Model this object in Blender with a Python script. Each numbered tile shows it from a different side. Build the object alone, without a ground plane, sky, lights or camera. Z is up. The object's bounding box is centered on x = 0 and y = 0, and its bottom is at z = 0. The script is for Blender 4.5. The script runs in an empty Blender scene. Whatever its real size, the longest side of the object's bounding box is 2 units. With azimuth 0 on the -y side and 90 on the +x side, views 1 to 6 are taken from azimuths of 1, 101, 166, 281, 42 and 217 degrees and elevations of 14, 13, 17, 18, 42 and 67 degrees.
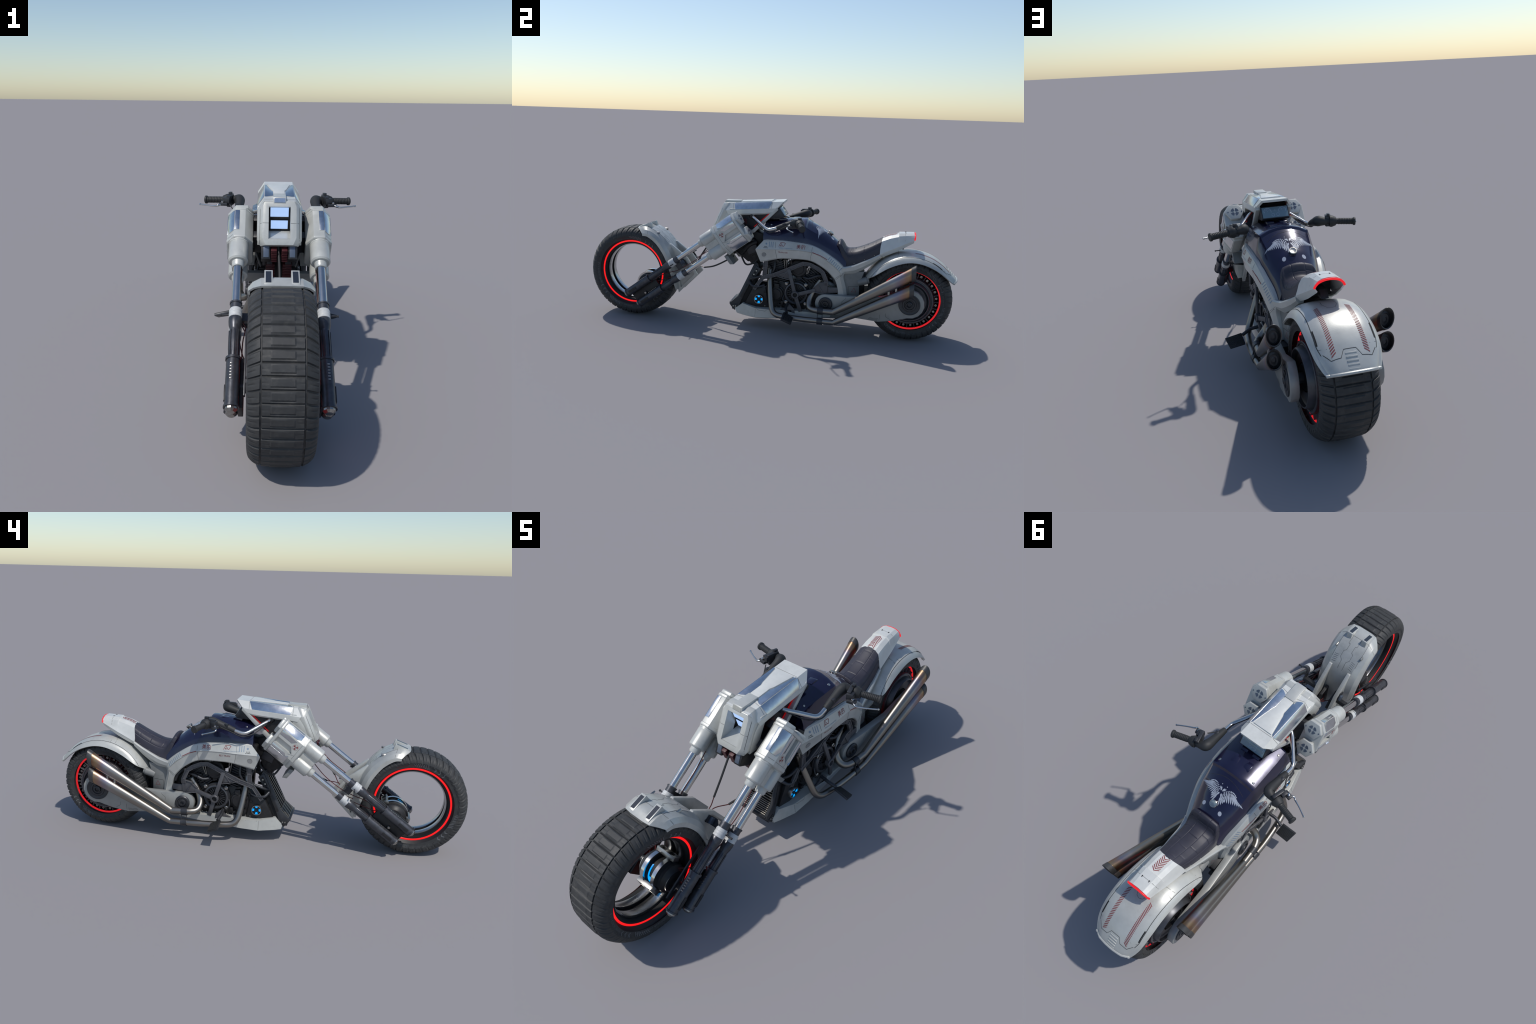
import bpy, bmesh, math, random
from mathutils import Vector, Matrix
from mathutils.bvhtree import BVHTree

random.seed(7)
V = Vector
COL = bpy.context.scene.collection

# ------------------------------------------------------------------ materials
def material(name, base, rough=0.5, metal=0.0, vary=0.0, scale=30.0, dirt=None, dirt_amount=0.0,
             bump=0.0, bump_scale=200.0, coat=0.0, emit=None, emit_strength=1.0, spec=0.5, stretch=None):
    m = bpy.data.materials.new(name)
    m.use_nodes = True
    nt = m.node_tree
    b = nt.nodes["Principled BSDF"]
    b.inputs["Base Color"].default_value = (*base, 1)
    b.inputs["Roughness"].default_value = rough
    b.inputs["Metallic"].default_value = metal
    b.inputs["Coat Weight"].default_value = coat
    b.inputs["Coat Roughness"].default_value = 0.08
    b.inputs["Specular IOR Level"].default_value = spec
    if emit:
        b.inputs["Emission Color"].default_value = (*emit, 1)
        b.inputs["Emission Strength"].default_value = emit_strength
    tc = nt.nodes.new("ShaderNodeTexCoord")
    vec = tc.outputs["Object"]
    if stretch:
        mp = nt.nodes.new("ShaderNodeMapping")
        mp.inputs["Scale"].default_value = stretch
        nt.links.new(vec, mp.inputs["Vector"])
        vec = mp.outputs["Vector"]
    if vary > 0 or dirt:
        n = nt.nodes.new("ShaderNodeTexNoise")
        n.inputs["Scale"].default_value = scale
        n.inputs["Detail"].default_value = 6
        n.inputs["Roughness"].default_value = 0.65
        nt.links.new(vec, n.inputs["Vector"])
        r = nt.nodes.new("ShaderNodeValToRGB")
        lo = tuple(c * (1 - vary) for c in base)
        hi = tuple(min(1, c * (1 + vary)) for c in base)
        r.color_ramp.elements[0].position = 0.3
        r.color_ramp.elements[0].color = (*lo, 1)
        r.color_ramp.elements[1].position = 0.7
        r.color_ramp.elements[1].color = (*hi, 1)
        nt.links.new(n.outputs["Fac"], r.inputs["Fac"])
        out = r.outputs["Color"]
        if dirt:
            n2 = nt.nodes.new("ShaderNodeTexNoise")
            n2.inputs["Scale"].default_value = scale * 0.6
            n2.inputs["Detail"].default_value = 8
            n2.inputs["Roughness"].default_value = 0.75
            nt.links.new(vec, n2.inputs["Vector"])
            r2 = nt.nodes.new("ShaderNodeValToRGB")
            r2.color_ramp.elements[0].position = 0.52
            r2.color_ramp.elements[0].color = (0, 0, 0, 1)
            r2.color_ramp.elements[1].position = 0.75
            r2.color_ramp.elements[1].color = (dirt_amount, dirt_amount, dirt_amount, 1)
            nt.links.new(n2.outputs["Fac"], r2.inputs["Fac"])
            mx = nt.nodes.new("ShaderNodeMix")
            mx.data_type = 'RGBA'
            nt.links.new(r2.outputs["Color"], mx.inputs["Factor"])
            nt.links.new(out, mx.inputs[6])
            mx.inputs[7].default_value = (*dirt, 1)
            out = mx.outputs[2]
        nt.links.new(out, b.inputs["Base Color"])
        rr = nt.nodes.new("ShaderNodeMapRange")
        rr.inputs["To Min"].default_value = max(0.02, rough - 0.06)
        rr.inputs["To Max"].default_value = min(1, rough + 0.08)
        nt.links.new(n.outputs["Fac"], rr.inputs["Value"])
        nt.links.new(rr.outputs["Result"], b.inputs["Roughness"])
    if bump > 0:
        nb = nt.nodes.new("ShaderNodeTexNoise")
        nb.inputs["Scale"].default_value = bump_scale
        nb.inputs["Detail"].default_value = 4
        nt.links.new(tc.outputs["Object"], nb.inputs["Vector"])
        bp = nt.nodes.new("ShaderNodeBump")
        bp.inputs["Strength"].default_value = bump
        bp.inputs["Distance"].default_value = 0.002
        nt.links.new(nb.outputs["Fac"], bp.inputs["Height"])
        nt.links.new(bp.outputs["Normal"], b.inputs["Normal"])
    return m

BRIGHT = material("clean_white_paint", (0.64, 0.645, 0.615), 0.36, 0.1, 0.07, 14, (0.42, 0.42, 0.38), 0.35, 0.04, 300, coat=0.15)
FENDERPAINT = material("worn_fender_paint", (0.47, 0.475, 0.45), 0.34, 0.25, 0.12, 12, (0.25, 0.25, 0.225), 0.5, 0.04, 300, coat=0.15)
WHITE = material("worn_white_paint", (0.495, 0.50, 0.472), 0.36, 0.2, 0.09, 14, (0.28, 0.28, 0.25), 0.45, 0.04, 300, coat=0.15)
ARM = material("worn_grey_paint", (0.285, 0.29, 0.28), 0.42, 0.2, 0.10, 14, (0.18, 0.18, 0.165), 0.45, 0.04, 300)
TIP = material("muffler_tip_metal", (0.085, 0.083, 0.082), 0.42, 0.6, 0.2, 40)
DISH = material("wheel_dish_metal", (0.085, 0.088, 0.098), 0.38, 0.6, 0.2, 30)
FORKDARK = material("fork_dark_metal", (0.070, 0.073, 0.084), 0.36, 0.6, 0.25, 40, (0.16, 0.16, 0.16), 0.4, 0.05, 250)
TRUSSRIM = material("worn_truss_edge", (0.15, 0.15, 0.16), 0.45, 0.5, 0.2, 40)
INLET = material("smoked_glass", (0.030, 0.036, 0.050), 0.2, 0.2)
RIMBAND = material("brushed_rim_band", (0.50, 0.50, 0.50), 0.28, 1.0, 0.1, 30)
GREY = material("grey_frame_paint", (0.20, 0.205, 0.20), 0.45, 0.0, 0.12, 18, (0.10, 0.10, 0.09), 0.4, 0.05, 250)
SILVER = material("polished_panel", (0.62, 0.64, 0.66), 0.20, 1.0, 0.10, 40, None, 0, 0.05, 400)
CHROME = material("chrome", (0.60, 0.59, 0.57), 0.15, 1.0, 0.04, 30)
STEEL = material("dull_steel", (0.36, 0.35, 0.33), 0.34, 1.0, 0.15, 30)
DARK = material("gunmetal", (0.045, 0.047, 0.053), 0.42, 0.5, 0.2, 30, (0.11, 0.11, 0.11), 0.4, 0.05, 250)
DARKER = material("black_engine_metal", (0.023, 0.023, 0.025), 0.45, 0.3, 0.25, 40, (0.05, 0.05, 0.05), 0.4, 0.08, 200)
IRON = material("trellis_iron", (0.092, 0.092, 0.100), 0.5, 0.35, 0.2, 30, (0.10, 0.10, 0.10), 0.5, 0.08, 250)
BLACK = material("near_black", (0.006, 0.006, 0.007), 0.7)  # near-black; also stands in for shade inside openings that are not cut
RUBBER = material("tyre_rubber", (0.030, 0.031, 0.032), 0.62, 0.0, 0.2, 50, (0.10, 0.095, 0.085), 0.45, 0.12, 160)
SIDEWALL = material("sidewall_rubber", (0.014, 0.014, 0.016), 0.5, 0.0, 0.15, 40, None, 0, 0.05, 200)
GRIP = material("grip_rubber", (0.022, 0.023, 0.024), 0.6, 0.0, 0.1, 60)
NAVY = material("navy_tank_paint", (0.012, 0.012, 0.042), 0.20, 0.3, 0.12, 20, (0.04, 0.036, 0.05), 0.3, 0.0, 0, coat=0.6)
LEATHER = material("seat_leather", (0.030, 0.029, 0.043), 0.5, 0.0, 0.15, 25, None, 0, 0.18, 350)
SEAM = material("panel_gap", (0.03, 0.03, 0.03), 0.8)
REDGLOW = material("red_glow_ring", (0.02, 0, 0), 0.4, emit=(1.0, 0.011, 0.013), emit_strength=1.0)
REDLIGHT = material("tail_light_glow", (0.10, 0, 0), 0.4, emit=(0.80, 0.012, 0.018), emit_strength=0.95)
REARGLOW = material("red_rim_glow", (0.06, 0, 0), 0.4, emit=(0.66, 0.016, 0.022), emit_strength=0.95)
BLUEGLOW = material("blue_glow", (0, 0.01, 0.02), 0.4, emit=(0.0, 0.36, 1.0), emit_strength=1.1)
LAMP = material("headlamp_glass", (0.10, 0.13, 0.18), 0.25, emit=(0.42, 0.60, 0.95), emit_strength=0.95, vary=0.02)
REDPAINT = material("red_marking", (0.225, 0.045, 0.048), 0.5)
BLUEPRINT = material("blue_marking", (0.22, 0.29, 0.37), 0.5)
DULLBLUE = material("dull_blue_inlay", (0.10, 0.125, 0.17), 0.35, 0.3)
REDLINE = material("red_lining_glow", (0.30, 0.004, 0.006), 0.45, emit=(0.5, 0.003, 0.004), emit_strength=0.35)  # lining is no lamp; a weak red glow is added to its colour
REDBLOCK = material("red_ribbed_plastic", (0.060, 0.008, 0.011), 0.5)
REDCABLE = material("red_cable", (0.085, 0.014, 0.014), 0.45)
PALE = material("pale_print", (0.40, 0.43, 0.50), 0.4)
FAINT = material("faint_sidewall_print", (0.11, 0.114, 0.12), 0.6)
REDFAINT = material("faint_red_print", (0.085, 0.012, 0.014), 0.6)
SCREEN = material("display_glass", (0.15, 0.23, 0.28), 0.18, 0.0, coat=0.5)
SCREENLINE = material("display_print", (0.30, 0.37, 0.48), 0.3)
BRASS = material("cap_metal", (0.55, 0.52, 0.46), 0.25, 1.0, 0.1, 50)
RADIATOR = material("radiator_fin", (0.20, 0.185, 0.165), 0.4, 0.7, 0.15, 40)
MATTWHITE = material("worn_white_collar", (0.52, 0.53, 0.53), 0.5, 0, 0.12, 60, (0.25, 0.25, 0.25), 0.5, 0.1, 300)

def exhaust_material():
    """Steel that turns blue, violet and bronze towards the hot tip (position along the pipe)."""
    m = material("heat_tinted_steel", (0.36, 0.35, 0.33), 0.36, 1.0, 0.12, 30)
    nt = m.node_tree
    b = nt.nodes["Principled BSDF"]
    tc = nt.nodes.new("ShaderNodeTexCoord")
    sp = nt.nodes.new("ShaderNodeSeparateXYZ")
    nt.links.new(tc.outputs["Object"], sp.inputs[0])
    nz = nt.nodes.new("ShaderNodeTexNoise")
    nz.inputs["Scale"].default_value = 14
    nz.inputs["Detail"].default_value = 5
    nt.links.new(tc.outputs["Object"], nz.inputs["Vector"])
    ad = nt.nodes.new("ShaderNodeMath"); ad.operation = 'MULTIPLY_ADD'
    nt.links.new(nz.outputs["Fac"], ad.inputs[0]); ad.inputs[1].default_value = 0.06
    nt.links.new(sp.outputs["Y"], ad.inputs[2])
    mr = nt.nodes.new("ShaderNodeMapRange")
    mr.inputs["From Min"].default_value = 0.66
    mr.inputs["From Max"].default_value = 0.80
    nt.links.new(ad.outputs[0], mr.inputs["Value"])
    r = nt.nodes.new("ShaderNodeValToRGB")
    e = r.color_ramp.elements
    e[0].position = 0.0; e[0].color = (0.27, 0.250, 0.225, 1)
    e[1].position = 1.0; e[1].color = (0.22, 0.11, 0.07, 1)
    for p, c in ((0.35, (0.31, 0.29, 0.29, 1)), (0.55, (0.26, 0.23, 0.27, 1)), (0.72, (0.32, 0.21, 0.17, 1)), (0.86, (0.33, 0.23, 0.14, 1))):
        k = e.new(p); k.color = c
    nt.links.new(mr.outputs["Result"], r.inputs["Fac"])
    nt.links.new(r.outputs["Color"], b.inputs["Base Color"])
    return m
EXHAUST = exhaust_material()

# ------------------------------------------------------------------ builders
ROOT = bpy.data.objects.new("motorcycle", None)
COL.objects.link(ROOT)
ROOT["label"] = "long futuristic chopper, white panels, navy tank, red-ringed wheels"
ROOT["category"] = "motorcycle"

def to_mesh(verts, faces, name="m"):
    me = bpy.data.meshes.new(name)
    me.from_pydata([tuple(v) for v in verts], [], faces)
    me.validate()
    return me

def finish(me, bevel=0.0, seg=2, angle=35, recalc=True):
    bm = bmesh.new(); bm.from_mesh(me)
    bmesh.ops.remove_doubles(bm, verts=bm.verts, dist=1e-6)
    if recalc:
        bmesh.ops.recalc_face_normals(bm, faces=bm.faces)
    if bevel > 0:
        ed = [e for e in bm.edges if len(e.link_faces) == 2 and e.calc_face_angle(0) > math.radians(25)]
        bmesh.ops.bevel(bm, geom=ed, offset=bevel, segments=seg, profile=0.5, affect='EDGES', clamp_overlap=True)
    bm.to_mesh(me); bm.free()
    for p in me.polygons:
        p.use_smooth = True
    me.set_sharp_from_angle(angle=math.radians(angle))
    return me

def add(name, me, mat, parent=None, stuff=False):
    me.materials.clear()
    me.materials.append(mat)
    o = bpy.data.objects.new(name, me)
    me.name = name
    COL.objects.link(o)
    o.parent = parent or ROOT
    if stuff:
        o["kind"] = "stuff"
    return o

def mirrored(me):
    m2 = me.copy()
    bm = bmesh.new(); bm.from_mesh(m2)
    for v in bm.verts:
        v.co.x = -v.co.x
    bmesh.ops.reverse_faces(bm, faces=bm.faces)
    bm.to_mesh(m2); bm.free()
    return m2

def pair(name, me, mat, parents=None, stuff=False):
    """One part on the right and its mirror image on the left."""
    pr, pl = parents if parents else (None, None)
    m2 = mirrored(me)
    return add(name, me, mat, pr, stuff), add(name, m2, mat, pl, stuff)

def join(meshes):
    bm = bmesh.new()
    for me in meshes:
        bm.from_mesh(me)
    out = bpy.data.meshes.new("joined")
    bm.to_mesh(out); bm.free()
    for me in meshes:
        bpy.data.meshes.remove(me)
    return out

def loft(rings, cap=True, closed=True):
    n = len(rings[0]); vs = [p for r in rings for p in r]; fs = []
    for i in range(len(rings) - 1):
        for j in range(n if closed else n - 1):
            k = (j + 1) % n
            fs.append((i * n + j, i * n + k, (i + 1) * n + k, (i + 1) * n + j))
    if cap:
        fs.append(tuple(range(n))[::-1]); b = (len(rings) - 1) * n
        fs.append(tuple(range(b, b + n)))
    return to_mesh(vs, fs)

def prism(poly, x0, x1, bevel=0.0, shear=0.0, y_ref=0.0, angle=35):
    """Side-view outline (y, z) extruded across x; shear moves x outwards along y."""
    f = lambda x: [V((x + shear * (y - y_ref), y, z)) for y, z in poly]
    return finish(loft([f(x0), f(x1)]), bevel, angle=angle)

def box(c, size, rot=(0, 0, 0), bevel=0.0):
    M = Matrix.Translation(V(c)) @ Matrix.Rotation(rot[2], 4, 'Z') @ Matrix.Rotation(rot[1], 4, 'Y') @ Matrix.Rotation(rot[0], 4, 'X')
    s = [k / 2 for k in size]
    vs = [M @ V((sx * s[0], sy * s[1], sz * s[2])) for sx in (-1, 1) for sy in (-1, 1) for sz in (-1, 1)]
    fs = [(0, 1, 3, 2), (4, 6, 7, 5), (0, 4, 5, 1), (2, 3, 7, 6), (0, 2, 6, 4), (1, 5, 7, 3)]
    return finish(to_mesh(vs, fs), bevel)

def frame_of(axis):
    a = V(axis).normalized()
    u = a.orthogonal().normalized() if abs(a.x) > 0.9 else (V((1, 0, 0)) - a * a.x).normalized()
    return a, u, a.cross(u)

def lathe(profile, p0, axis, seg=32, cap=True, angle=35, closed=False):
    """profile: (distance along axis, radius)."""
    a, u, w = frame_of(axis); p0 = V(p0)
    rings = []
    for t, r in profile:
        rings.append([p0 + a * t + (u * math.cos(2 * math.pi * k / seg) + w * math.sin(2 * math.pi * k / seg)) * r for k in range(seg)])
    if closed:
        rings.append(rings[0])
        return finish(loft(rings, cap=False), 0, angle=angle)
    return finish(loft(rings, cap=cap), 0, angle=angle)

def ring(c, axis, r_in, r_out, t, seg=48, angle=35):
    return lathe([(-t / 2, r_in), (-t / 2, r_out), (t / 2, r_out), (t / 2, r_in)], c, axis, seg, closed=True, angle=angle)

def spline(pts, n=8):
    pts = [V(p) for p in pts]
    if len(pts) < 3:
        return pts
    q = [pts[0] * 2 - pts[1]] + pts + [pts[-1] * 2 - pts[-2]]
    out = []
    for i in range(1, len(q) - 2):
        a, b, c, d = q[i - 1:i + 3]
        for k in range(n):
            t = k / n
            out.append(0.5 * ((2 * b) + (c - a) * t + (2 * a - 5 * b + 4 * c - d) * t * t + (3 * b - a - 3 * c + d) * t ** 3))
    out.append(pts[-1])
    return out

def bent(pts, rad=0.03, n=6):
    """Straight runs with rounded corners."""
    pts = [V(p) for p in pts]; out = [pts[0]]
    for i in range(1, len(pts) - 1):
        a, b, c = pts[i - 1:i + 2]
        d0 = min(rad, (a - b).length * 0.48); d1 = min(rad, (c - b).length * 0.48)
        p = b + (a - b).normalized() * d0; q = b + (c - b).normalized() * d1
        for k in range(n + 1):
            t = k / n
            out.append(p * (1 - t) ** 2 + b * 2 * t * (1 - t) + q * t * t)
    out.append(pts[-1])
    return out

def tube(path, r, seg=12, cap=True, angle=40):
    path = [V(p) for p in path]; n = len(path)
    rr = r if isinstance(r, (list, tuple)) else [r] * n
    t0 = (path[1] - path[0]).normalized(); u = t0.orthogonal().normalized()
    rings = []
    for i, p in enumerate(path):
        t = (path[min(i + 1, n - 1)] - path[max(i - 1, 0)]).normalized()
        u = (u - t * u.dot(t)).normalized(); w = t.cross(u)
        rings.append([p + (u * math.cos(2 * math.pi * k / seg) + w * math.sin(2 * math.pi * k / seg)) * rr[i] for k in range(seg)])
    return finish(loft(rings, cap=cap), 0, angle=angle)

def bar(p, q, w, h, up=(1, 0, 0), bevel=0.001):
    """Rectangular bar from p to q; w across 'up', h along 'up'."""
    p, q = V(p), V(q); a = (q - p).normalized(); u = (V(up) - a * V(up).dot(a)).normalized(); s = a.cross(u)
    rings = [[c + u * (i * h / 2) + s * (j * w / 2) for i, j in ((-1, -1), (1, -1), (1, 1), (-1, 1))] for c in (p, q)]
    return finish(loft(rings), bevel)

def shell(stations, thick, sub=6, angle=28):
    """Open sheet through half cross-sections (centre to edge), mirrored about x = 0, with thickness."""
    m = len(stations[0])
    cols = [spline([s[j] for s in stations], sub) for j in range(m)]
    vs, fs = [], []
    n = len(cols[0]); full = 2 * m - 1
    for i in range(n):
        row = [cols[j][i] for j in range(m)]
        vs += [V((-p.x, p.y, p.z)) for p in row[:0:-1]] + row
    for i in range(n - 1):
        for j in range(full - 1):
            a = i * full + j
            fs.append((a, a + 1, a + full + 1, a + full))
    me = to_mesh(vs, fs)
    return solidify(me, thick, angle)

def solidify(me, thick, angle=28):
    o = bpy.data.objects.new("tmp", me); COL.objects.link(o)
    md = o.modifiers.new("s", 'SOLIDIFY'); md.thickness = thick; md.offset = -1
    md.use_even_offset = False
    return finish(applied(o), 0, angle=angle)

def applied(o):
    dg = bpy.context.evaluated_depsgraph_get()
    me = bpy.data.meshes.new_from_object(o.evaluated_get(dg), depsgraph=dg)
    old = o.data
    bpy.data.objects.remove(o); bpy.data.meshes.remove(old)
    return me

def cut(me, cutters):
    for c in cutters:
        o = bpy.data.objects.new("tmp", me); COL.objects.link(o)
        k = bpy.data.objects.new("tmpc", c); COL.objects.link(k)
        md = o.modifiers.new("b", 'BOOLEAN'); md.operation = 'DIFFERENCE'; md.object = k; md.solver = 'EXACT'
        me = applied(o)
        bpy.data.objects.remove(k); bpy.data.meshes.remove(c)
    return finish(me, 0)

def plate(pts, normal, up, down=0.003, bevel=0.0):
    n = V(normal).normalized(); pts = [V(p) for p in pts]
    return finish(loft([[p - n * down for p in pts], [p + n * up for p in pts]]), bevel)

def rev_x(profile, c, seg=64, angle=30, closed=True):
    """profile of (x, radius) revolved around the x axis through (0, y, z) = c."""
    rings = []
    for x, r in profile:
        rings.append([V((x, c[0] + r * math.cos(2 * math.pi * k / seg), c[1] + r * math.sin(2 * math.pi * k / seg))) for k in range(seg)])
    if closed:
        rings.append(rings[0])
    return finish(loft(rings, cap=not closed), 0, angle=angle)

# ---- flat markings laid on a surface by casting rays onto it
def surface(*objs):
    vs, fs = [], []
    for o in objs:
        b = len(vs)
        vs += [v.co.copy() for v in o.data.vertices]
        fs += [[i + b for i in p.vertices] for p in o.data.polygons]
    return BVHTree.FromPolygons(vs, fs)

def lay(polys, bvh, origin_axis, sign, lift=0.0007, start=3.0, cell=0.012):
    """polys: list of 2D outlines or (verts, faces); axis 'x': (y, z) plane, axis 'z': (x, y) plane, axis 'y': (x, z)."""
    bm = bmesh.new()
    for poly in polys:
        bv = [bm.verts.new((p[0], p[1], 0)) for p in poly]
        try:
            bm.faces.new(bv)
        except ValueError:
            pass
    bmesh.ops.triangulate(bm, faces=bm.faces)
    for _ in range(4):
        long = [e for e in bm.edges if e.calc_length() > cell]
        if not long:
            break
        bmesh.ops.subdivide_edges(bm, edges=long, cuts=1)
        bmesh.ops.triangulate(bm, faces=bm.faces)
    dead = []
    for v in bm.verts:
        a, b = v.co.x, v.co.y
        if origin_axis == 'x':
            o, d = V((sign * start, a, b)), V((-sign, 0, 0))
        elif origin_axis == 'z':
            o, d = V((a, b, sign * start)), V((0, 0, -sign))
        else:
            o, d = V((a, sign * start, b)), V((0, -sign, 0))
        hit, nrm, _, _ = bvh.ray_cast(o, d)
        if hit is None:
            dead.append(v)
        else:
            if nrm.dot(d) > 0:
                nrm = -nrm
            v.co = hit + nrm * lift
    bmesh.ops.delete(bm, geom=dead, context='VERTS')
    me = bpy.data.meshes.new("marking"); bm.to_mesh(me); bm.free()
    for p in me.polygons:
        p.use_smooth = True
    return me

def strip(pts, w):
    """2D polyline as thin quads."""
    out = []
    for (a, b) in zip(pts, pts[1:]):
        a, b = V(a).to_2d() if len(a) == 3 else V(a), V(b)
        d = (b - a)
        if d.length < 1e-7:
            continue
        d.normalize(); n = V((-d.y, d.x)) * w / 2
        a2, b2 = a - d * w * 0.3, b + d * w * 0.3
        out.append([a2 + n, b2 + n, b2 - n, a2 - n])
    return out

def disc2(c, r, n=20):
    return [(c[0] + r * math.cos(2 * math.pi * k / n), c[1] + r * math.sin(2 * math.pi * k / n)) for k in range(n)]

def arc2(c, r0, r1, a0, a1, n=8):
    o = [(c[0] + r1 * math.cos(a0 + (a1 - a0) * k / n), c[1] + r1 * math.sin(a0 + (a1 - a0) * k / n)) for k in range(n + 1)]
    return o + [(c[0] + r0 * math.cos(a1 - (a1 - a0) * k / n), c[1] + r0 * math.sin(a1 - (a1 - a0) * k / n)) for k in range(n + 1)]

def lettering(text, size):
    """2D triangles of built-in font text, left-bottom at the origin."""
    cu = bpy.data.curves.new("t", 'FONT'); cu.body = text; cu.size = size; cu.resolution_u = 2
    o = bpy.data.objects.new("t", cu); COL.objects.link(o)
    dg = bpy.context.evaluated_depsgraph_get()
    me = bpy.data.meshes.new_from_object(o.evaluated_get(dg), depsgraph=dg)
    me.calc_loop_triangles()
    tris = [[me.vertices[i].co.to_2d() for i in t.vertices] for t in me.loop_triangles]
    bpy.data.objects.remove(o); bpy.data.curves.remove(cu); bpy.data.meshes.remove(me)
    return tris

# ------------------------------------------------------------------ wheels
def tyre_mesh(c, R, W, ring_r, blocks):
    """Tread with transverse bars, two long grooves and slanted shoulder blocks."""
    half = [(0, R), (0.30, R), (0.34, R), (0.35, R), (0.55, R - 0.001), (0.565, R - 0.001), (0.575, R - 0.006), (0.615, R - 0.006),
            (0.625, R - 0.002), (0.70, R - 0.005), (0.80, R - 0.010), (0.88, R - 0.016), (0.94, R - 0.022), (0.975, R - 0.030),
            (0.99, R - 0.038), (0.965, R - 0.046), (0.955, R - 0.049), (0.95, R - 0.052), (0.94, R - 0.062), (0.88, ring_r + 0.020),
            (0.80, ring_r + 0.012), (0.755, ring_r + 0.009), (0.735, ring_r + 0.008), (0.66, ring_r - 0.002)]
    prof = [(-x * W, r) for x, r in half[:0:-1]] + [(x * W, r) for x, r in half]
    per = 10; seg = blocks * per
    rings = []
    for x, r in prof:
        row = []
        ax = abs(x) / W
        for k in range(seg):
            ph = (k % per) / per
            d = slant = 0.0
            if ax < 0.57:
                if ph < 0.1: d = 0.0042
                elif ax < 0.32 and 0.2 <= ph <= 0.7: d = -0.0016
                elif ax < 0.32 and 0.8 <= ph < 0.9: d = 0.0016
                elif ax > 0.34 and 0.5 <= ph < 0.6: d = 0.0008
            elif 0.62 < ax <= 0.99 and r > R - 0.045:
                slant = (ax - 0.62) * 0.9
                if ph < 0.19: d = 0.0055
                elif 0.45 < ph < 0.55 and ax > 0.75: d = 0.0022
            a = 2 * math.pi * (k + slant * per) / seg
            row.append(V((x, c[0] + (r - d) * math.cos(a), c[1] + (r - d) * math.sin(a))))
        rings.append(row)
    vs = [p for r in rings for p in r]; fs = []; n = seg
    for i in range(len(rings) - 1):
        for j in range(n):
            k = (j + 1) % n
            fs.append((i * n + j, i * n + k, (i + 1) * n + k, (i + 1) * n + j))
    # inner side of the carcass
    b = (len(rings) - 1) * n
    for j in range(n):
        k = (j + 1) % n
        fs.append((b + j, b + k, k, j))
    return finish(to_mesh(vs, fs), 0, angle=22)

def sidewall_print(tyre, c, R, W, ring_r, parent):
    bvh = surface(tyre)
    rm = (R - 0.055 + ring_r + 0.022) / 2 + 0.002
    for side in (1, -1):
        grey, red = [], []
        def word(text, size, mid_deg, out):
            x = 0.0; glyphs = []
            for ch in text:
                t = lettering(ch, size) if ch != ' ' else []
                wdt = max([p.x for q in t for p in q], default=size * 0.3) + size * 0.08
                glyphs.append((t, x)); x += wdt
            for t, x0 in glyphs:
                th = math.radians(mid_deg) - (x0 - x / 2) / rm * 1.0
                for q in t:
                    pl = []
                    for p in q:
                        # upright letters with their feet to the hub
                        rad = rm - size * 0.35 + p.y
                        ang = th - p.x / rm
                        yy = rad * math.cos(ang); zz = rad * math.sin(ang)
                        pl.append((c[0] - side * yy * -1 if side < 0 else c[0] + yy, c[1] + zz) if side > 0 else (c[0] - yy, c[1] + zz))
                    out.append(pl)
        s = R / 0.25
        word("shintech corporation", 0.015 * s, 12 if R < 0.24 else 95, grey if R < 0.24 else red)
        word("model 13/2073 d-7-8", 0.013 * s, 250 if R < 0.24 else 185, grey)
        word("shintech corporation", 0.015 * s, 250 if R > 0.24 else 130, grey)
        for base in (205, 310, 20 if R < 0.24 else 50, ):
            for k in range(3):
                a = math.radians(base + k * 6.5)
                for sg in (-1, 1):
                    p = [(rm, a), (rm + sg * 0.008 * s, a + 0.030), (rm + sg * 0.008 * s, a + 0.058), (rm, a + 0.028)]
                    grey.append([(c[0] + (1 if side > 0 else -1) * r * math.cos(t), c[1] + r * math.sin(t)) for r, t in p])
            for k in range(8):
                a = math.radians(base + 22 + k * 2.6)
                lo = 0.010 if k < 3 else 0.005
                p = [(rm - lo * s, a), (rm + 0.009 * s, a + 0.05), (rm + 0.009 * s, a + 0.068), (rm - lo * s, a + 0.018)]
                grey.append([(c[0] + (1 if side > 0 else -1) * r * math.cos(t), c[1] + r * math.sin(t)) for r, t in p])
        add("sidewall_lettering", lay(grey, bvh, 'x', side, 0.0006), FAINT, parent, True)
        if red:
            add("sidewall_lettering", lay(red, bvh, 'x', side, 0.0006), REDFAINT, parent, True)

FW = (-0.750, 0.250); RW = (0.765, 0.220)

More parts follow.
